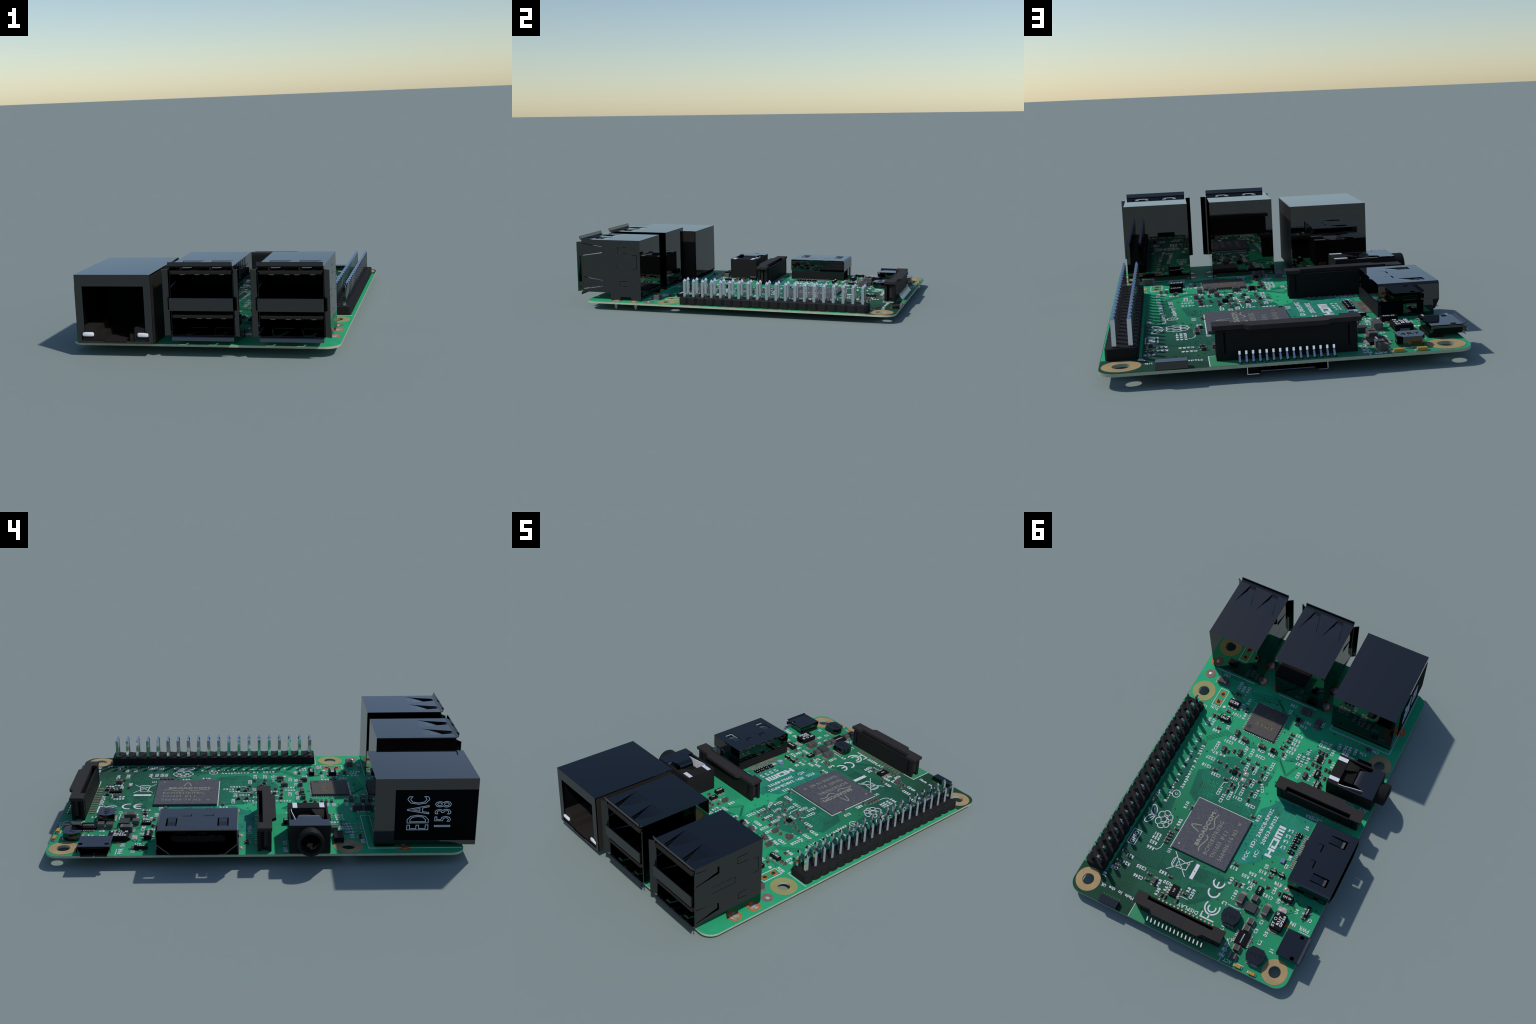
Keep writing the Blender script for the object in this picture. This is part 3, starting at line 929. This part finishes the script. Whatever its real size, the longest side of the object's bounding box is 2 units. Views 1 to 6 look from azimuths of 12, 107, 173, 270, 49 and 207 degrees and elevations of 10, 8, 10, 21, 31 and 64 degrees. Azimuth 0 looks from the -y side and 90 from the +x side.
def usb_socket(x0, x1):
    t = 0.005
    yf, yb, zt, zb = -0.978, -0.584, 0.4325, 0.1010
    q = Kit()
    # top and bottom sheets with two spring tongues each
    cuts, springs = [], []
    for b0, b1, t0, t1 in ((0.0315, 0.1380, 0.0625, 0.1005), (0.1715, 0.2775, 0.2060, 0.2440)):
        cuts.append([(x0 + b0, -0.828), (x0 + b1, -0.828), (x0 + t1, -0.9735), (x0 + t0, -0.9735)])
        springs.append((b0, b1, t0, t1))
    q.plate([(x0, yf), (x1, yf), (x1, yb), (x0, yb)], zt - t, zt, "shell_metal", holes=cuts)
    q.plate([(x0 + t, yf), (x1 - t, yf), (x1 - t, -0.70), (x0 + t, -0.70)], zb, zb + t, "shell_metal", holes=cuts)
    for b0, b1, t0, t1 in springs:
        g = 0.003
        ys = [-0.828, -0.86, -0.90, -0.940, -0.960, -0.9705]
        fr = [(y + 0.828) / (-0.1455) for y in ys]
        lo = [x0 + b0 + (t0 - b0) * f + g * min(1, f * 6) for f in fr]
        hi = [x0 + b1 + (t1 - b1) * f - g * min(1, f * 6) for f in fr]
        for base, s in ((zt - t / 2, 1), (zb + t / 2, -1)):
            dz = [0, -0.0015, -0.006, -0.0115, -0.0115, -0.008]
            q.sweep([(y, base + s * d) for y, d in zip(ys, dz)], lo, hi, "x", "shell_metal", 0.004)
    # flared rims
    q.sweep([(yf + .003, zt - .003), (-0.9855, zt), (-0.9890, zt + .003), (-0.9925, 0.4530)], x0 + 0.002, x1 - 0.002, "x", "shell_metal", 0.004)
    q.sweep([(yf + .003, zb + .003), (-0.9855, zb), (-0.9890, zb - .003), (-0.9925, 0.0825)], x0 + 0.006, x1 - 0.006, "x", "shell_metal", 0.004)
    for xs, s in ((x0, -1), (x1, 1)):
        q.sweep([(xs - s * .003, yf + .002), (xs + s * .002, -0.984), (xs + s * 0.0255, -0.9985)], 0.108, 0.4195, "z", "shell_metal", 0.004)
    # side sheets, legs into the board, punched slits
    side = [(yf, zt - t), (yf, 0.1023), (-0.789, 0.1023), (-0.788, 0.046), (-0.723, 0.046), (-0.723, 0.077), (-0.653, 0.077), (-0.645, 0.046), (-0.594, 0.046), (yb, 0.070), (yb, zt - t)]
    holes = [[(-0.973, 0.410), (-0.840, 0.390), (-0.840, 0.350), (-0.973, 0.3295)], [(-0.973, 0.1985), (-0.841, 0.178), (-0.839, 0.139), (-0.973, 0.1190)],
             slit_u(-0.7336, -0.673, 0.3505, 0.3912, 0.0028, "a1"), slit_u(-0.6346, -0.6056, 0.255, 0.341, 0.0028, "a0"),
             slit_u(-0.877, -0.7436, 0.2502, 0.2864, 0.0024, "a0"), slit_u(-0.7256, -0.6738, 0.1414, 0.178, 0.0028, "a1")]
    for xs, s in ((x0, 1), (x1, -1)):
        q.plate(side, xs, xs + s * t, "shell_metal", "x", holes)
        for z0a, z1a, z0b, z1b in ((0.3295, 0.410, 0.350, 0.390), (0.119, 0.1985, 0.139, 0.178)):
            xsn = [xs + s * d for d in (t / 2, t / 2 + .001, t / 2 + .005, t / 2 + .006)]
            ys = [-0.9735, -0.935, -0.87, -0.843]
            f = [0, .28, .77, 1]
            q.sweep([(a, b) for a, b in zip(xsn, ys)], [z0a + (z0b - z0a) * c + .004 for c in f], [z1a + (z1b - z1a) * c - .004 for c in f], "z", "shell_metal", 0.004)
    q.plate([(x0 + t, 0.083), (x1 - t, 0.083), (x1 - t, zt - t), (x0 + t, zt - t)], yb - t, yb, "shell_metal", "y")
    q.box(x0 + .0015, x1 - .0015, -0.9995, -0.66, 0.2250, 0.2875, "shell_metal", 0.003)
    shell = q.make("usb_socket", root)
    # tapered solder legs below the board
    q = Kit()
    for xs in (x0, x1):
        for y in (-0.755, -0.622):
            prof = [(0.026, 0.0385), (0.017, 0.034), (0.0105, 0.026), (0.008, 0.013), (0.0045, 0.002), (0.001, 0.0003)]
            n = 10
            v = [(xs + r * .5 * cos(2 * pi * i / n), y + r * sin(2 * pi * i / n), z) for r, z in [(0.026, 0.0425)] + prof for i in range(n)]
            q.add(v, [(j * n + i, j * n + (i + 1) % n, (j + 1) * n + (i + 1) % n, (j + 1) * n + i) for j in range(len(prof)) for i in range(n)]
                  + [tuple(range(n))[::-1], tuple(len(prof) * n + i for i in range(n))], "solder")
    q.make("solder_leg", shell, True)
    # plastic tongues with contacts, dark rear block
    for z0, z1 in ((0.3955, 0.4120), (0.1895, 0.2045)):
        q = Kit()
        q.box(x0 + 0.0125, x1 - 0.0095, -0.990, -0.64, z0, z1, "insulator_plastic", 0.002)
        q.make("tongue", shell)
        q = Kit()
        for c in (0.057, 0.128, 0.174, 0.245):
            q.box(x0 + c, x0 + c + 0.022, -0.984, -0.70, z0 - 0.003, z0 + .001, "contact_gold")
        q.make("contact", shell)
    q = Kit()
    q.box(x0 + t, x1 - t, -0.66, yb - t, 0.075, zt - t, "label_black")
    q.make("rear_block", shell)


usb_socket(0.3115, 0.6190)
usb_socket(-0.1068, 0.2018)

# ------------------------------------------------------------------ network socket
q = Kit()
EX0, EX1, EY0, EY1, EZ0, EZ1 = -0.5665, -0.1920, -0.998, -0.526, 0.0655, 0.3955
opening = [(-0.530, 0.340), (-0.227, 0.340), (-0.227, 0.122), (-0.213, 0.118), (-0.213, 0.0775), (-0.323, 0.0775), (-0.323, 0.0715),
           (-0.437, 0.0715), (-0.437, 0.0770), (-0.546, 0.0770), (-0.546, 0.1165), (-0.530, 0.120)]
q.plate([(EX0, EZ0), (EX1, EZ0), (EX1, EZ1 - .005), (EX0, EZ1 - .005)], EY0, EY0 + 0.006, "shell_metal", "y", [opening])
q.plate([(EX0, EY0), (EX1, EY0), (EX1, EY1), (EX0, EY1)], EZ1 - 0.005, EZ1, "shell_metal")
q.plate([(EX0 + .005, 0.0810), (EX1, 0.0810), (EX1, EZ1 - .005), (EX0 + .005, EZ1 - .005)], EY1 - 0.005, EY1, "shell_metal", "y")
q.plate([(EY0 + .006, EZ0), (EY1, 0.0720), (EY1, EZ1 - .005), (EY0 + .006, EZ1 - .005)], EX0, EX0 + 0.005, "shell_metal", "x")
net = q.make("network_socket", root)
q = Kit()
q.plate([(-0.9975 + .006, 0.068), (EY1 - .006, 0.072), (EY1 - .006, EZ1 - .006), (-0.992, EZ1 - .006)], EX1 - 0.012, EX1 - .0003, "insulator_plastic", "x")
q.box(EX0 + .006, EX1 - .006, -0.62, EY1 - .006, 0.058, EZ1 - .006, "label_black")
q.plate([(EX0 + .006, -0.990), (EX1 - .006, -0.990), (EX1 - .006, -0.62), (EX0 + .006, -0.62)], 0.0675, 0.0745, "insulator_plastic")
q.box(EX0 + .006, -0.553, -0.990, -0.62, 0.12, EZ1 - .006, "label_black")
q.box(-0.212, EX1 - .013, -0.990, -0.62, 0.12, EZ1 - .006, "label_black")
q.box(-0.553, -0.212, -0.990, -0.62, 0.372, EZ1 - .006, "label_black")
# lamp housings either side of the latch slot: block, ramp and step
q.plate([(-0.9905, 0.0745), (-0.9905, 0.1400), (-0.835, 0.1400), (-0.835, 0.0745)], -0.548, -0.4726, "insulator_plastic", "x")
q.plate([(-0.9905, 0.0745), (-0.9905, 0.1400), (-0.870, 0.1400), (-0.870, 0.0745)], -0.284, -0.212, "insulator_plastic", "x")
q.plate([(-0.985, 0.0745), (-0.985, 0.1090), (-0.835, 0.1090), (-0.835, 0.0745)], -0.4730, -0.445, "insulator_plastic", "x")
q.plate([(-0.985, 0.0745), (-0.985, 0.1090), (-0.870, 0.1090), (-0.870, 0.0745)], -0.310, -0.2838, "insulator_plastic", "x")
q.make("insulator", net)
for x0, x1 in ((-0.5430, -0.4860), (-0.2690, -0.2125)):
    q = Kit()
    q.box(x0, x1, -1.0, -0.985, 0.0968, 0.1175, "lamp_white", 0.007)
    q.make("link_lamp", net, True)
q = Kit()
q.plate([(-0.9965, 0.0885), (-0.6205, 0.0905), (-0.6190, 0.3410), (-0.9965, 0.3405)], EX0 - 0.0018, EX0 + .001, "label_black", "x")
panel = q.make("side_panel", net)
q = Kit()
# letters climb: reading direction +z, tops toward +y
word_outline(q, "EDAC", lambda u, v, h: (h, -0.7250 + v, 0.2265 + u), 0.166, 0.100, 0.0030, EX0 - 0.0030, EX0 - .001, "label_ink")
word_outline(q, "1538", lambda u, v, h: (h, -0.8390 + v, 0.2215 + u), 0.126, 0.073, 0.0030, EX0 - 0.0030, EX0 - .001, "label_ink")
q.make("maker_lettering", panel)
q = Kit()
for x in (-0.53, -0.23):
    q.box(x - .01, x + .01, -0.68, -0.66, 0.012, 0.07, "solder_dull", 0.003)
for i in range(8):
    q.box(-0.47 + 0.024 * i, -0.462 + 0.024 * i, -0.60 + 0.04 * (i % 2), -0.592 + 0.04 * (i % 2), 0.018, 0.07, "solder_dull")
for x in (-0.505, -0.253):                               # moulded pegs below the board
    v = [(x + r * cos(2 * pi * i / 16), -0.745 + r * sin(2 * pi * i / 16), z) for r, z in ((0.03, 0.066), (0.03, 0.012), (0.022, 0.002)) for i in range(16)]
    q.add(v, [(j * 16 + i, j * 16 + (i + 1) % 16, (j + 1) * 16 + (i + 1) % 16, (j + 1) * 16 + i) for j in range(2) for i in range(16)] + [tuple(range(16))[::-1], tuple(32 + i for i in range(16))], "port_plastic")
q.make("mounting_leg", net)

# ------------------------------------------------------------------ video socket


def shell_tube(kit, section, wall, x_open, x_back, mat):
    """Tube of sheet metal along x from a (y, z) section."""
    cy = sum(p[0] for p in section) / len(section); cz = sum(p[1] for p in section) / len(section)
    inner = []
    n = len(section)
    for i, p in enumerate(section):
        a, b = Vector(section[i - 1]), Vector(section[(i + 1) % n])
        p = Vector(p)
        n1 = (p - a).normalized(); n2 = (b - p).normalized()
        m = Vector((-n1.y - n2.y, n1.x + n2.x)).normalized()
        s = wall / max(.4, m.dot(Vector((-n1.y, n1.x))))
        c = Vector((cy, cz)) - p
        inner.append(tuple(p + m * s * (1 if m.dot(c) > 0 else -1)))
    kit.plate(section, x_open, x_back, mat, "x", [inner])
    return inner


q = Kit()
sec = [(0.4685, 0.1885), (0.4785, 0.1785), (0.4785, 0.1155), (0.4153, 0.0618), (0.165, 0.0618), (0.1020, 0.1145), (0.1020, 0.1855), (0.1050, 0.1885)]
low = [p for p in sec if p[1] < 0.18]
# lower shell up to the shoulders, then the punched top sheet
shell_in = shell_tube(q, sec, 0.005, -0.6480, -0.6380, "shell_metal")
for i in range(len(sec)):
    a, b = Vector(sec[i]), Vector(sec[(i + 1) % len(sec)])
    if a.y > 0.188 and b.y > 0.188:
        continue
    d = (b - a).normalized(); nrm = Vector((-d.y, d.x))
    if nrm.dot(Vector((0.29, 0.125)) - a) < 0:
        nrm = -nrm
    r = [a, b, b + nrm * .005, a + nrm * .005]
    back = -0.401
    v = [(x, p.x, p.y) for x in (-0.6381, back) for p in r]
    q.add(v, [(0, 1, 2, 3), (4, 7, 6, 5)] + [(j, 4 + j, 4 + (j + 1) % 4, (j + 1) % 4) for j in range(4)], "shell_metal")
cut = []
for y0, y1 in ((0.384, 0.434), (0.1455, 0.1965)):
    cut.append([(-0.508, y0), (-0.603, y0), (-0.603, y1), (-0.508, y1)])
for y0, y1 in ((0.319, 0.364), (0.2176, 0.2624)):
    cut.append([(-0.494, y0), (-0.494, y1), (-0.4875, y1), (-0.4875, y0 + .003), (-0.462, y0 + .003), (-0.462, y0)])
q.plate([(-0.6381, 0.1045), (-0.401, 0.1045), (-0.401, 0.230), (-0.395, 0.230), (-0.395, 0.262), (-0.401, 0.262), (-0.401, 0.330), (-0.395, 0.330), (-0.395, 0.362), (-0.401, 0.362),
         (-0.401, 0.4690), (-0.6381, 0.4690)], 0.1835, 0.1885, "shell_metal", "z", cut)
for y0, y1 in ((0.384, 0.434), (0.1455, 0.1965)):
    q.sweep([(-0.507, 0.1860), (-0.55, 0.183), (-0.578, 0.178), (-0.592, 0.182)], y0 + 0.0065, y1 - 0.0065, "y", "shell_metal", 0.004)
q.plate([(0.105, 0.104), (0.476, 0.104), (0.476, 0.178), (0.105, 0.178)], -0.409, -0.404, "shell_metal", "x")
for y in (0.4790, 0.1015):
    for xa, xb in ((-0.555, -0.500), (-0.622, -0.582)):
        q.box(xa, xb, y - 0.0025, y + 0.0025, 0.047, 0.120, "shell_metal")
hdmi = q.make("video_socket", root)
q = Kit()
for sgn in (1, -1):
    q.plate([(0.29 + sgn * (y - 0.29), z) for y, z in ((0.4755, 0.1115), (0.4755, ZB + .001), (0.4170, ZB + .001), (0.4170, 0.0610))], -0.625, -0.415, "label_black", "x")
q.make("socket_foot", hdmi)
q = Kit()
q.box(-0.412, -0.398, 0.106, 0.475, ZB + .001, 0.1035, "socket_plastic")
q.plate([(0.47, 0.178), (0.47, 0.118), (0.413, 0.069), (0.168, 0.069), (0.110, 0.118), (0.110, 0.178)], -0.455, -0.410, "label_black", "x")
q.box(-0.572, -0.45, 0.163, 0.413, 0.0940, 0.1220, "port_plastic", 0.002)
for i in range(9):
    q.box(-0.572, -0.46, 0.183 + 0.024 * i, 0.193 + 0.024 * i, 0.1215, 0.1240, "socket_plastic")
    q.box(-0.572, -0.46, 0.171 + 0.024 * i, 0.181 + 0.024 * i, 0.0915, 0.0945, "socket_plastic")
q.make("socket_core", hdmi)

# ------------------------------------------------------------------ power socket
q = Kit()
psec = [(0.8425, 0.1005), (0.8425, 0.0890), (0.8285, 0.0640), (0.7000, 0.0640), (0.6895, 0.0890), (0.6895, 0.1005)]
win = [[(-0.588, 0.8195), (-0.6085, 0.8195), (-0.6085, 0.838), (-0.588, 0.838)], [(-0.588, 0.6975), (-0.6085, 0.6975), (-0.6085, 0.7175), (-0.588, 0.7175)]]
for i in range(len(psec) - 1):
    a, b = Vector(psec[i]), Vector(psec[i + 1])
    d = (b - a).normalized(); nrm = Vector((-d.y, d.x))
    if nrm.dot(Vector((0.766, 0.082)) - a) < 0:
        nrm = -nrm
    r = [a, b, b + nrm * .003, a + nrm * .003]
    v = [(x, p.x, p.y) for x in (-0.632, -0.512) for p in r]
    q.add(v, [(0, 1, 2, 3), (4, 7, 6, 5)] + [(j, 4 + j, 4 + (j + 1) % 4, (j + 1) % 4) for j in range(4)], "shell_metal")
q.plate([(-0.632, 0.6895), (-0.512, 0.6895), (-0.512, 0.8425), (-0.632, 0.8425)], 0.0975, 0.1008, "shell_metal", "z", win)
q.sweep([(-0.630, 0.0990), (-0.636, 0.1005), (-0.645, 0.1065)], 0.692, 0.840, "y", "shell_metal", 0.003)
for y0, y1 in ((0.703, 0.760), (0.768, 0.826)):
    q.sweep([(-0.630, 0.0655), (-0.637, 0.0635), (-0.646, 0.0575)], y0, y1, "y", "shell_metal", 0.003)
for y, s in ((0.8420, 1), (0.6900, -1)):
    q.sweep([(-0.630, y - s * .001), (-0.636, y + s * .001), (-0.643, y + s * .003)], 0.074, 0.095, "z", "shell_metal", 0.003)
q.plate([(0.8425, 0.092), (0.8395, 0.0750), (0.8275, 0.0665), (0.7005, 0.0665), (0.6925, 0.0750), (0.6895, 0.092)], -0.516, -0.513, "shell_metal", "x")
pw = q.make("power_socket", root)
q = Kit()
q.box(-0.575, -0.517, 0.704, 0.825, 0.068, 0.097, "port_plastic")
q.box(-0.622, -0.570, 0.722, 0.808, 0.084, 0.0905, "port_plastic")
q.box(-0.56, -0.505, 0.70, 0.828, ZB, 0.0655, "port_plastic")
q.make("socket_core", pw)

# ------------------------------------------------------------------ sound jack
q = Kit()
AX0, AX1, AY0, AY1, AZ = -0.6175, -0.3400, -0.3225, -0.1335, 0.1870
q.box(-0.402, AX1, AY0, AY1, ZB, AZ, "jack_plastic", 0.001)
q.box(AX0 + .010, -0.400, AY1 - 0.0095, AY1 - .0004, ZB, 0.1855, "jack_plastic")
q.box(AX0 + .010, -0.400, AY0 + .0004, AY0 + 0.0095, ZB, 0.1855, "jack_plastic")
q.plate([(AY0, ZB + .001), (AY1, ZB + .001), (AY1, 0.1895), (AY0, 0.1895)], AX0, AX0 + 0.013, "jack_plastic", "x", [circle(-0.2290, 0.1230, 0.047, 28)])
q.box(AX0 + .012, -0.400, AY0 + .009, AY1 - .009, ZB, 0.070, "port_plastic")
q.box(-0.474, -0.400, -0.300, -0.188, 0.158, 0.163, "port_plastic", 0.001)
jack = q.make("sound_jack", root)
q = Kit()
n = 48
ring = [(0.0625, -0.610), (0.0625, -0.669), (0.0600, -0.6735), (0.0490, -0.6735), (0.0475, -0.671), (0.0475, -0.606)]
v = [(x, -0.2290 + r * cos(2 * pi * i / n), 0.1230 + r * sin(2 * pi * i / n)) for r, x in ring for i in range(n)]
m = len(ring)
q.add(v, [(j * n + i, j * n + (i + 1) % n, ((j + 1) % m) * n + (i + 1) % n, ((j + 1) % m) * n + i) for j in range(m) for i in range(n)], "jack_plastic")
q.make("barrel", jack, True)
q = Kit()
q.plate([(AX0 + .002, AY0), (-0.5465, AY0), (-0.5465, AY1), (AX0 + .002, AY1)], 0.1870, 0.1905, "shell_metal")
q.sweep([(-0.5464, 0.1888), (-0.510, 0.1888), (-0.495, 0.1875), (-0.484, 0.183), (-0.476, 0.174), (-0.473, 0.160)],
        [-0.2910, -0.2800, -0.2765, -0.2740, -0.2720, -0.2710], [-0.1660, -0.1770, -0.1800, -0.1830, -0.1850, -0.1860], "y", "shell_metal", 0.0035)
q.make("jack_shield", jack)
q = Kit()
q.box(-0.4020, -0.3425, -0.1785, -0.1565, AZ - .002, AZ + 0.0012, "spring_white")
q.box(-0.3990, -0.3415, -0.3085, -0.2850, AZ - .002, AZ + 0.0012, "spring_white")
q.sweep([(-0.403, -0.1480), (-0.44, -0.1500), (-0.49, -0.1590), (-0.545, -0.1660)], 0.130, 0.184, "z", "spring_white", 0.003)
q.sweep([(-0.403, -0.3060), (-0.44, -0.3030), (-0.49, -0.2960), (-0.545, -0.2900)], 0.130, 0.172, "z", "insulator_plastic", 0.003)
q.sweep([(-0.403, -0.2900), (-0.43, -0.2860), (-0.46, -0.2780)], 0.130, 0.176, "z", "insulator_plastic", 0.003)
q.make("contact_spring", jack)
q = Kit()
q.sweep([(-0.402, 0.181), (-0.425, 0.178), (-0.450, 0.173), (-0.472, 0.167)], [-0.308, -0.305, -0.300, -0.296], [-0.245, -0.250, -0.262, -0.270], "y", "insulator_plastic", 0.004)
q.make("inner_clip", jack)

# ------------------------------------------------------------------ ribbon-cable sockets


def ribbon_socket(dx, y_of, name):
    """Upright flat-cable socket: slotted body under a lift-up latch.
    Coordinates follow the camera socket; y_of maps them for the display one."""
    q = Kit()
    out = [(-0.0925, 0.0135), (-0.157, 0.0135), (-0.157, -0.0130), (-0.5445, -0.0130), (-0.5445, 0.0135), (-0.6125, 0.0135), (-0.6125, -0.0550),
           (-0.5050, -0.0560), (-0.4880, -0.0755), (-0.2170, -0.0755), (-0.1995, -0.0560), (-0.0925, -0.0555)]
    q.plate([(x + dx, y_of(y)) for x, y in out], 0.1615, 0.1775, "latch_plastic")
    for x0, x1 in ((-0.125, -0.112), (-0.593, -0.580)):      # latch arms running down the ends
        q.box(x0 + dx, x1 + dx, y_of(-0.018), y_of(-0.042), 0.075, 0.162, "latch_plastic")
    latch = q.make("ribbon_socket_latch", None)
    q = Kit()
    x0, x1 = -0.5965 + dx, -0.1035 + dx
    rear = [(-0.0135, 0.0530), (-0.0135, 0.1590), (-0.0520, 0.1590), (-0.0520, 0.0530)]
    front = [(0.0130, 0.0530), (0.0130, 0.1620), (0.0045, 0.1620), (0.0045, 0.0530)]
    q.plate([(y_of(y), z) for y, z in rear], x0 + 0.018, x1 - 0.018, "socket_plastic", "x")
    q.plate([(y_of(y), z) for y, z in front], -0.5455 + dx, -0.1560 + dx, "socket_plastic", "x")
    for a, b in ((x0 + 0.018, -0.5440 + dx), (-0.1575 + dx, x1 - 0.018)):
        q.box(a, b, y_of(0.0128), y_of(-0.014), ZB + .0005, 0.1585, "socket_plastic")
    for a, b in ((x0, x0 + 0.0185), (x1 - 0.0185, x1)):      # channelled ends
        for ya, yb in ((0.0125, -0.0040), (-0.0345, -0.0515)):
            q.box(a, b, y_of(ya), y_of(yb), ZB + .0005, 0.1580, "socket_plastic", 0.001)
    for xs in (x0 + 0.030, x1 - 0.030):                      # thin black vertical strips on the long faces
        for yy, s in ((0.0130, 1), (-0.0520, -1)):
            q.box(xs - 0.003, xs + 0.003, y_of(yy + s * .0006), y_of(yy - s * .004), 0.078, 0.155, "label_black")
    body = q.make(name, root)
    latch.parent = body
    latch.name = "latch"
    return body


ribbon_socket(0.0, lambda y: y, "camera_ribbon_socket")
disp = ribbon_socket(0.374, lambda y: 0.8845 - y, "display_ribbon_socket")
first = None
for i in range(15):
    if first is None:
        q = Kit()
        q.sweep([(0.9365, 0.0880), (0.9540, 0.0880), (0.9555, 0.0770), (0.9570, 0.0745), (0.9600, 0.0710), (0.9735, 0.0550), (0.9785, 0.0535)], [-.0038] * 3 + [-.0018, -.0030, -.0036, -.0036], [.0038] * 3 + [.0022, .0040, .0044, .0044], "x", "pin_metal", 0.003)
        q.box(-0.0075, 0.0075, 0.968, 0.984, ZB - .001, ZB + .0012, "via_bore")
        ob = first = q.make("socket_pin", disp)
    else:
        ob = first.copy(); scene.collection.objects.link(ob)
    ob.location = (0.1926 - 0.02338 * i, 0, 0)

# ------------------------------------------------------------------ underside: card slot, parts
q = Kit()
q.plate([(-0.108, 0.70), (0.171, 0.70), (0.171, 0.984), (0.131, 0.984), (0.121, 0.954), (-0.064, 0.954), (-0.074, 0.984), (-0.108, 0.984)], 0.0125, 0.0145, "shell_metal")
for x in (-0.108, 0.169):
    q.box(x, x + .0022, 0.70, 0.984, 0.0126, ZU + .001, "shell_metal")
q.box(-0.108, 0.171, 0.698, 0.701, 0.0126, ZU + .001, "shell_metal")
slot = q.make("card_slot", root)
q = Kit()
for line_ in ([(-0.107, 0.985), (-0.075, 0.985), (-0.065, 0.955), (0.122, 0.955), (0.132, 0.985), (0.170, 0.985)],):
    q.ribbon(line_, 0.0022, 0.0122, 0.0148, "pin_metal")  # bright reflection along the sheet edge, modelled as strips of paler metal
for x in (-0.1080, 0.1688):
    q.box(x, x + .0025, 0.9835, 0.9860, 0.0122, ZU + .001, "pin_metal")
q.make("slot_edge_glint", slot)
q = Kit()
q.box(-0.104, 0.167, 0.702, 0.80, 0.0150, ZU + .0005, "port_plastic")
for i in range(8):
    x = -0.055 + 0.024 * i
    q.box(x, x + 0.010, 0.80, 0.965, 0.026, 0.034, "port_plastic")
q.box(0.131, 0.167, 0.80, 0.970, 0.0150, ZU + .0005, "port_plastic")
q.make("slot_core", slot)
q = Kit()
q.box(0.02, 0.26, 0.20, 0.40, 0.034, ZU + .001, "processor_body", 0.002)
memory = q.make("memory_chip", root)
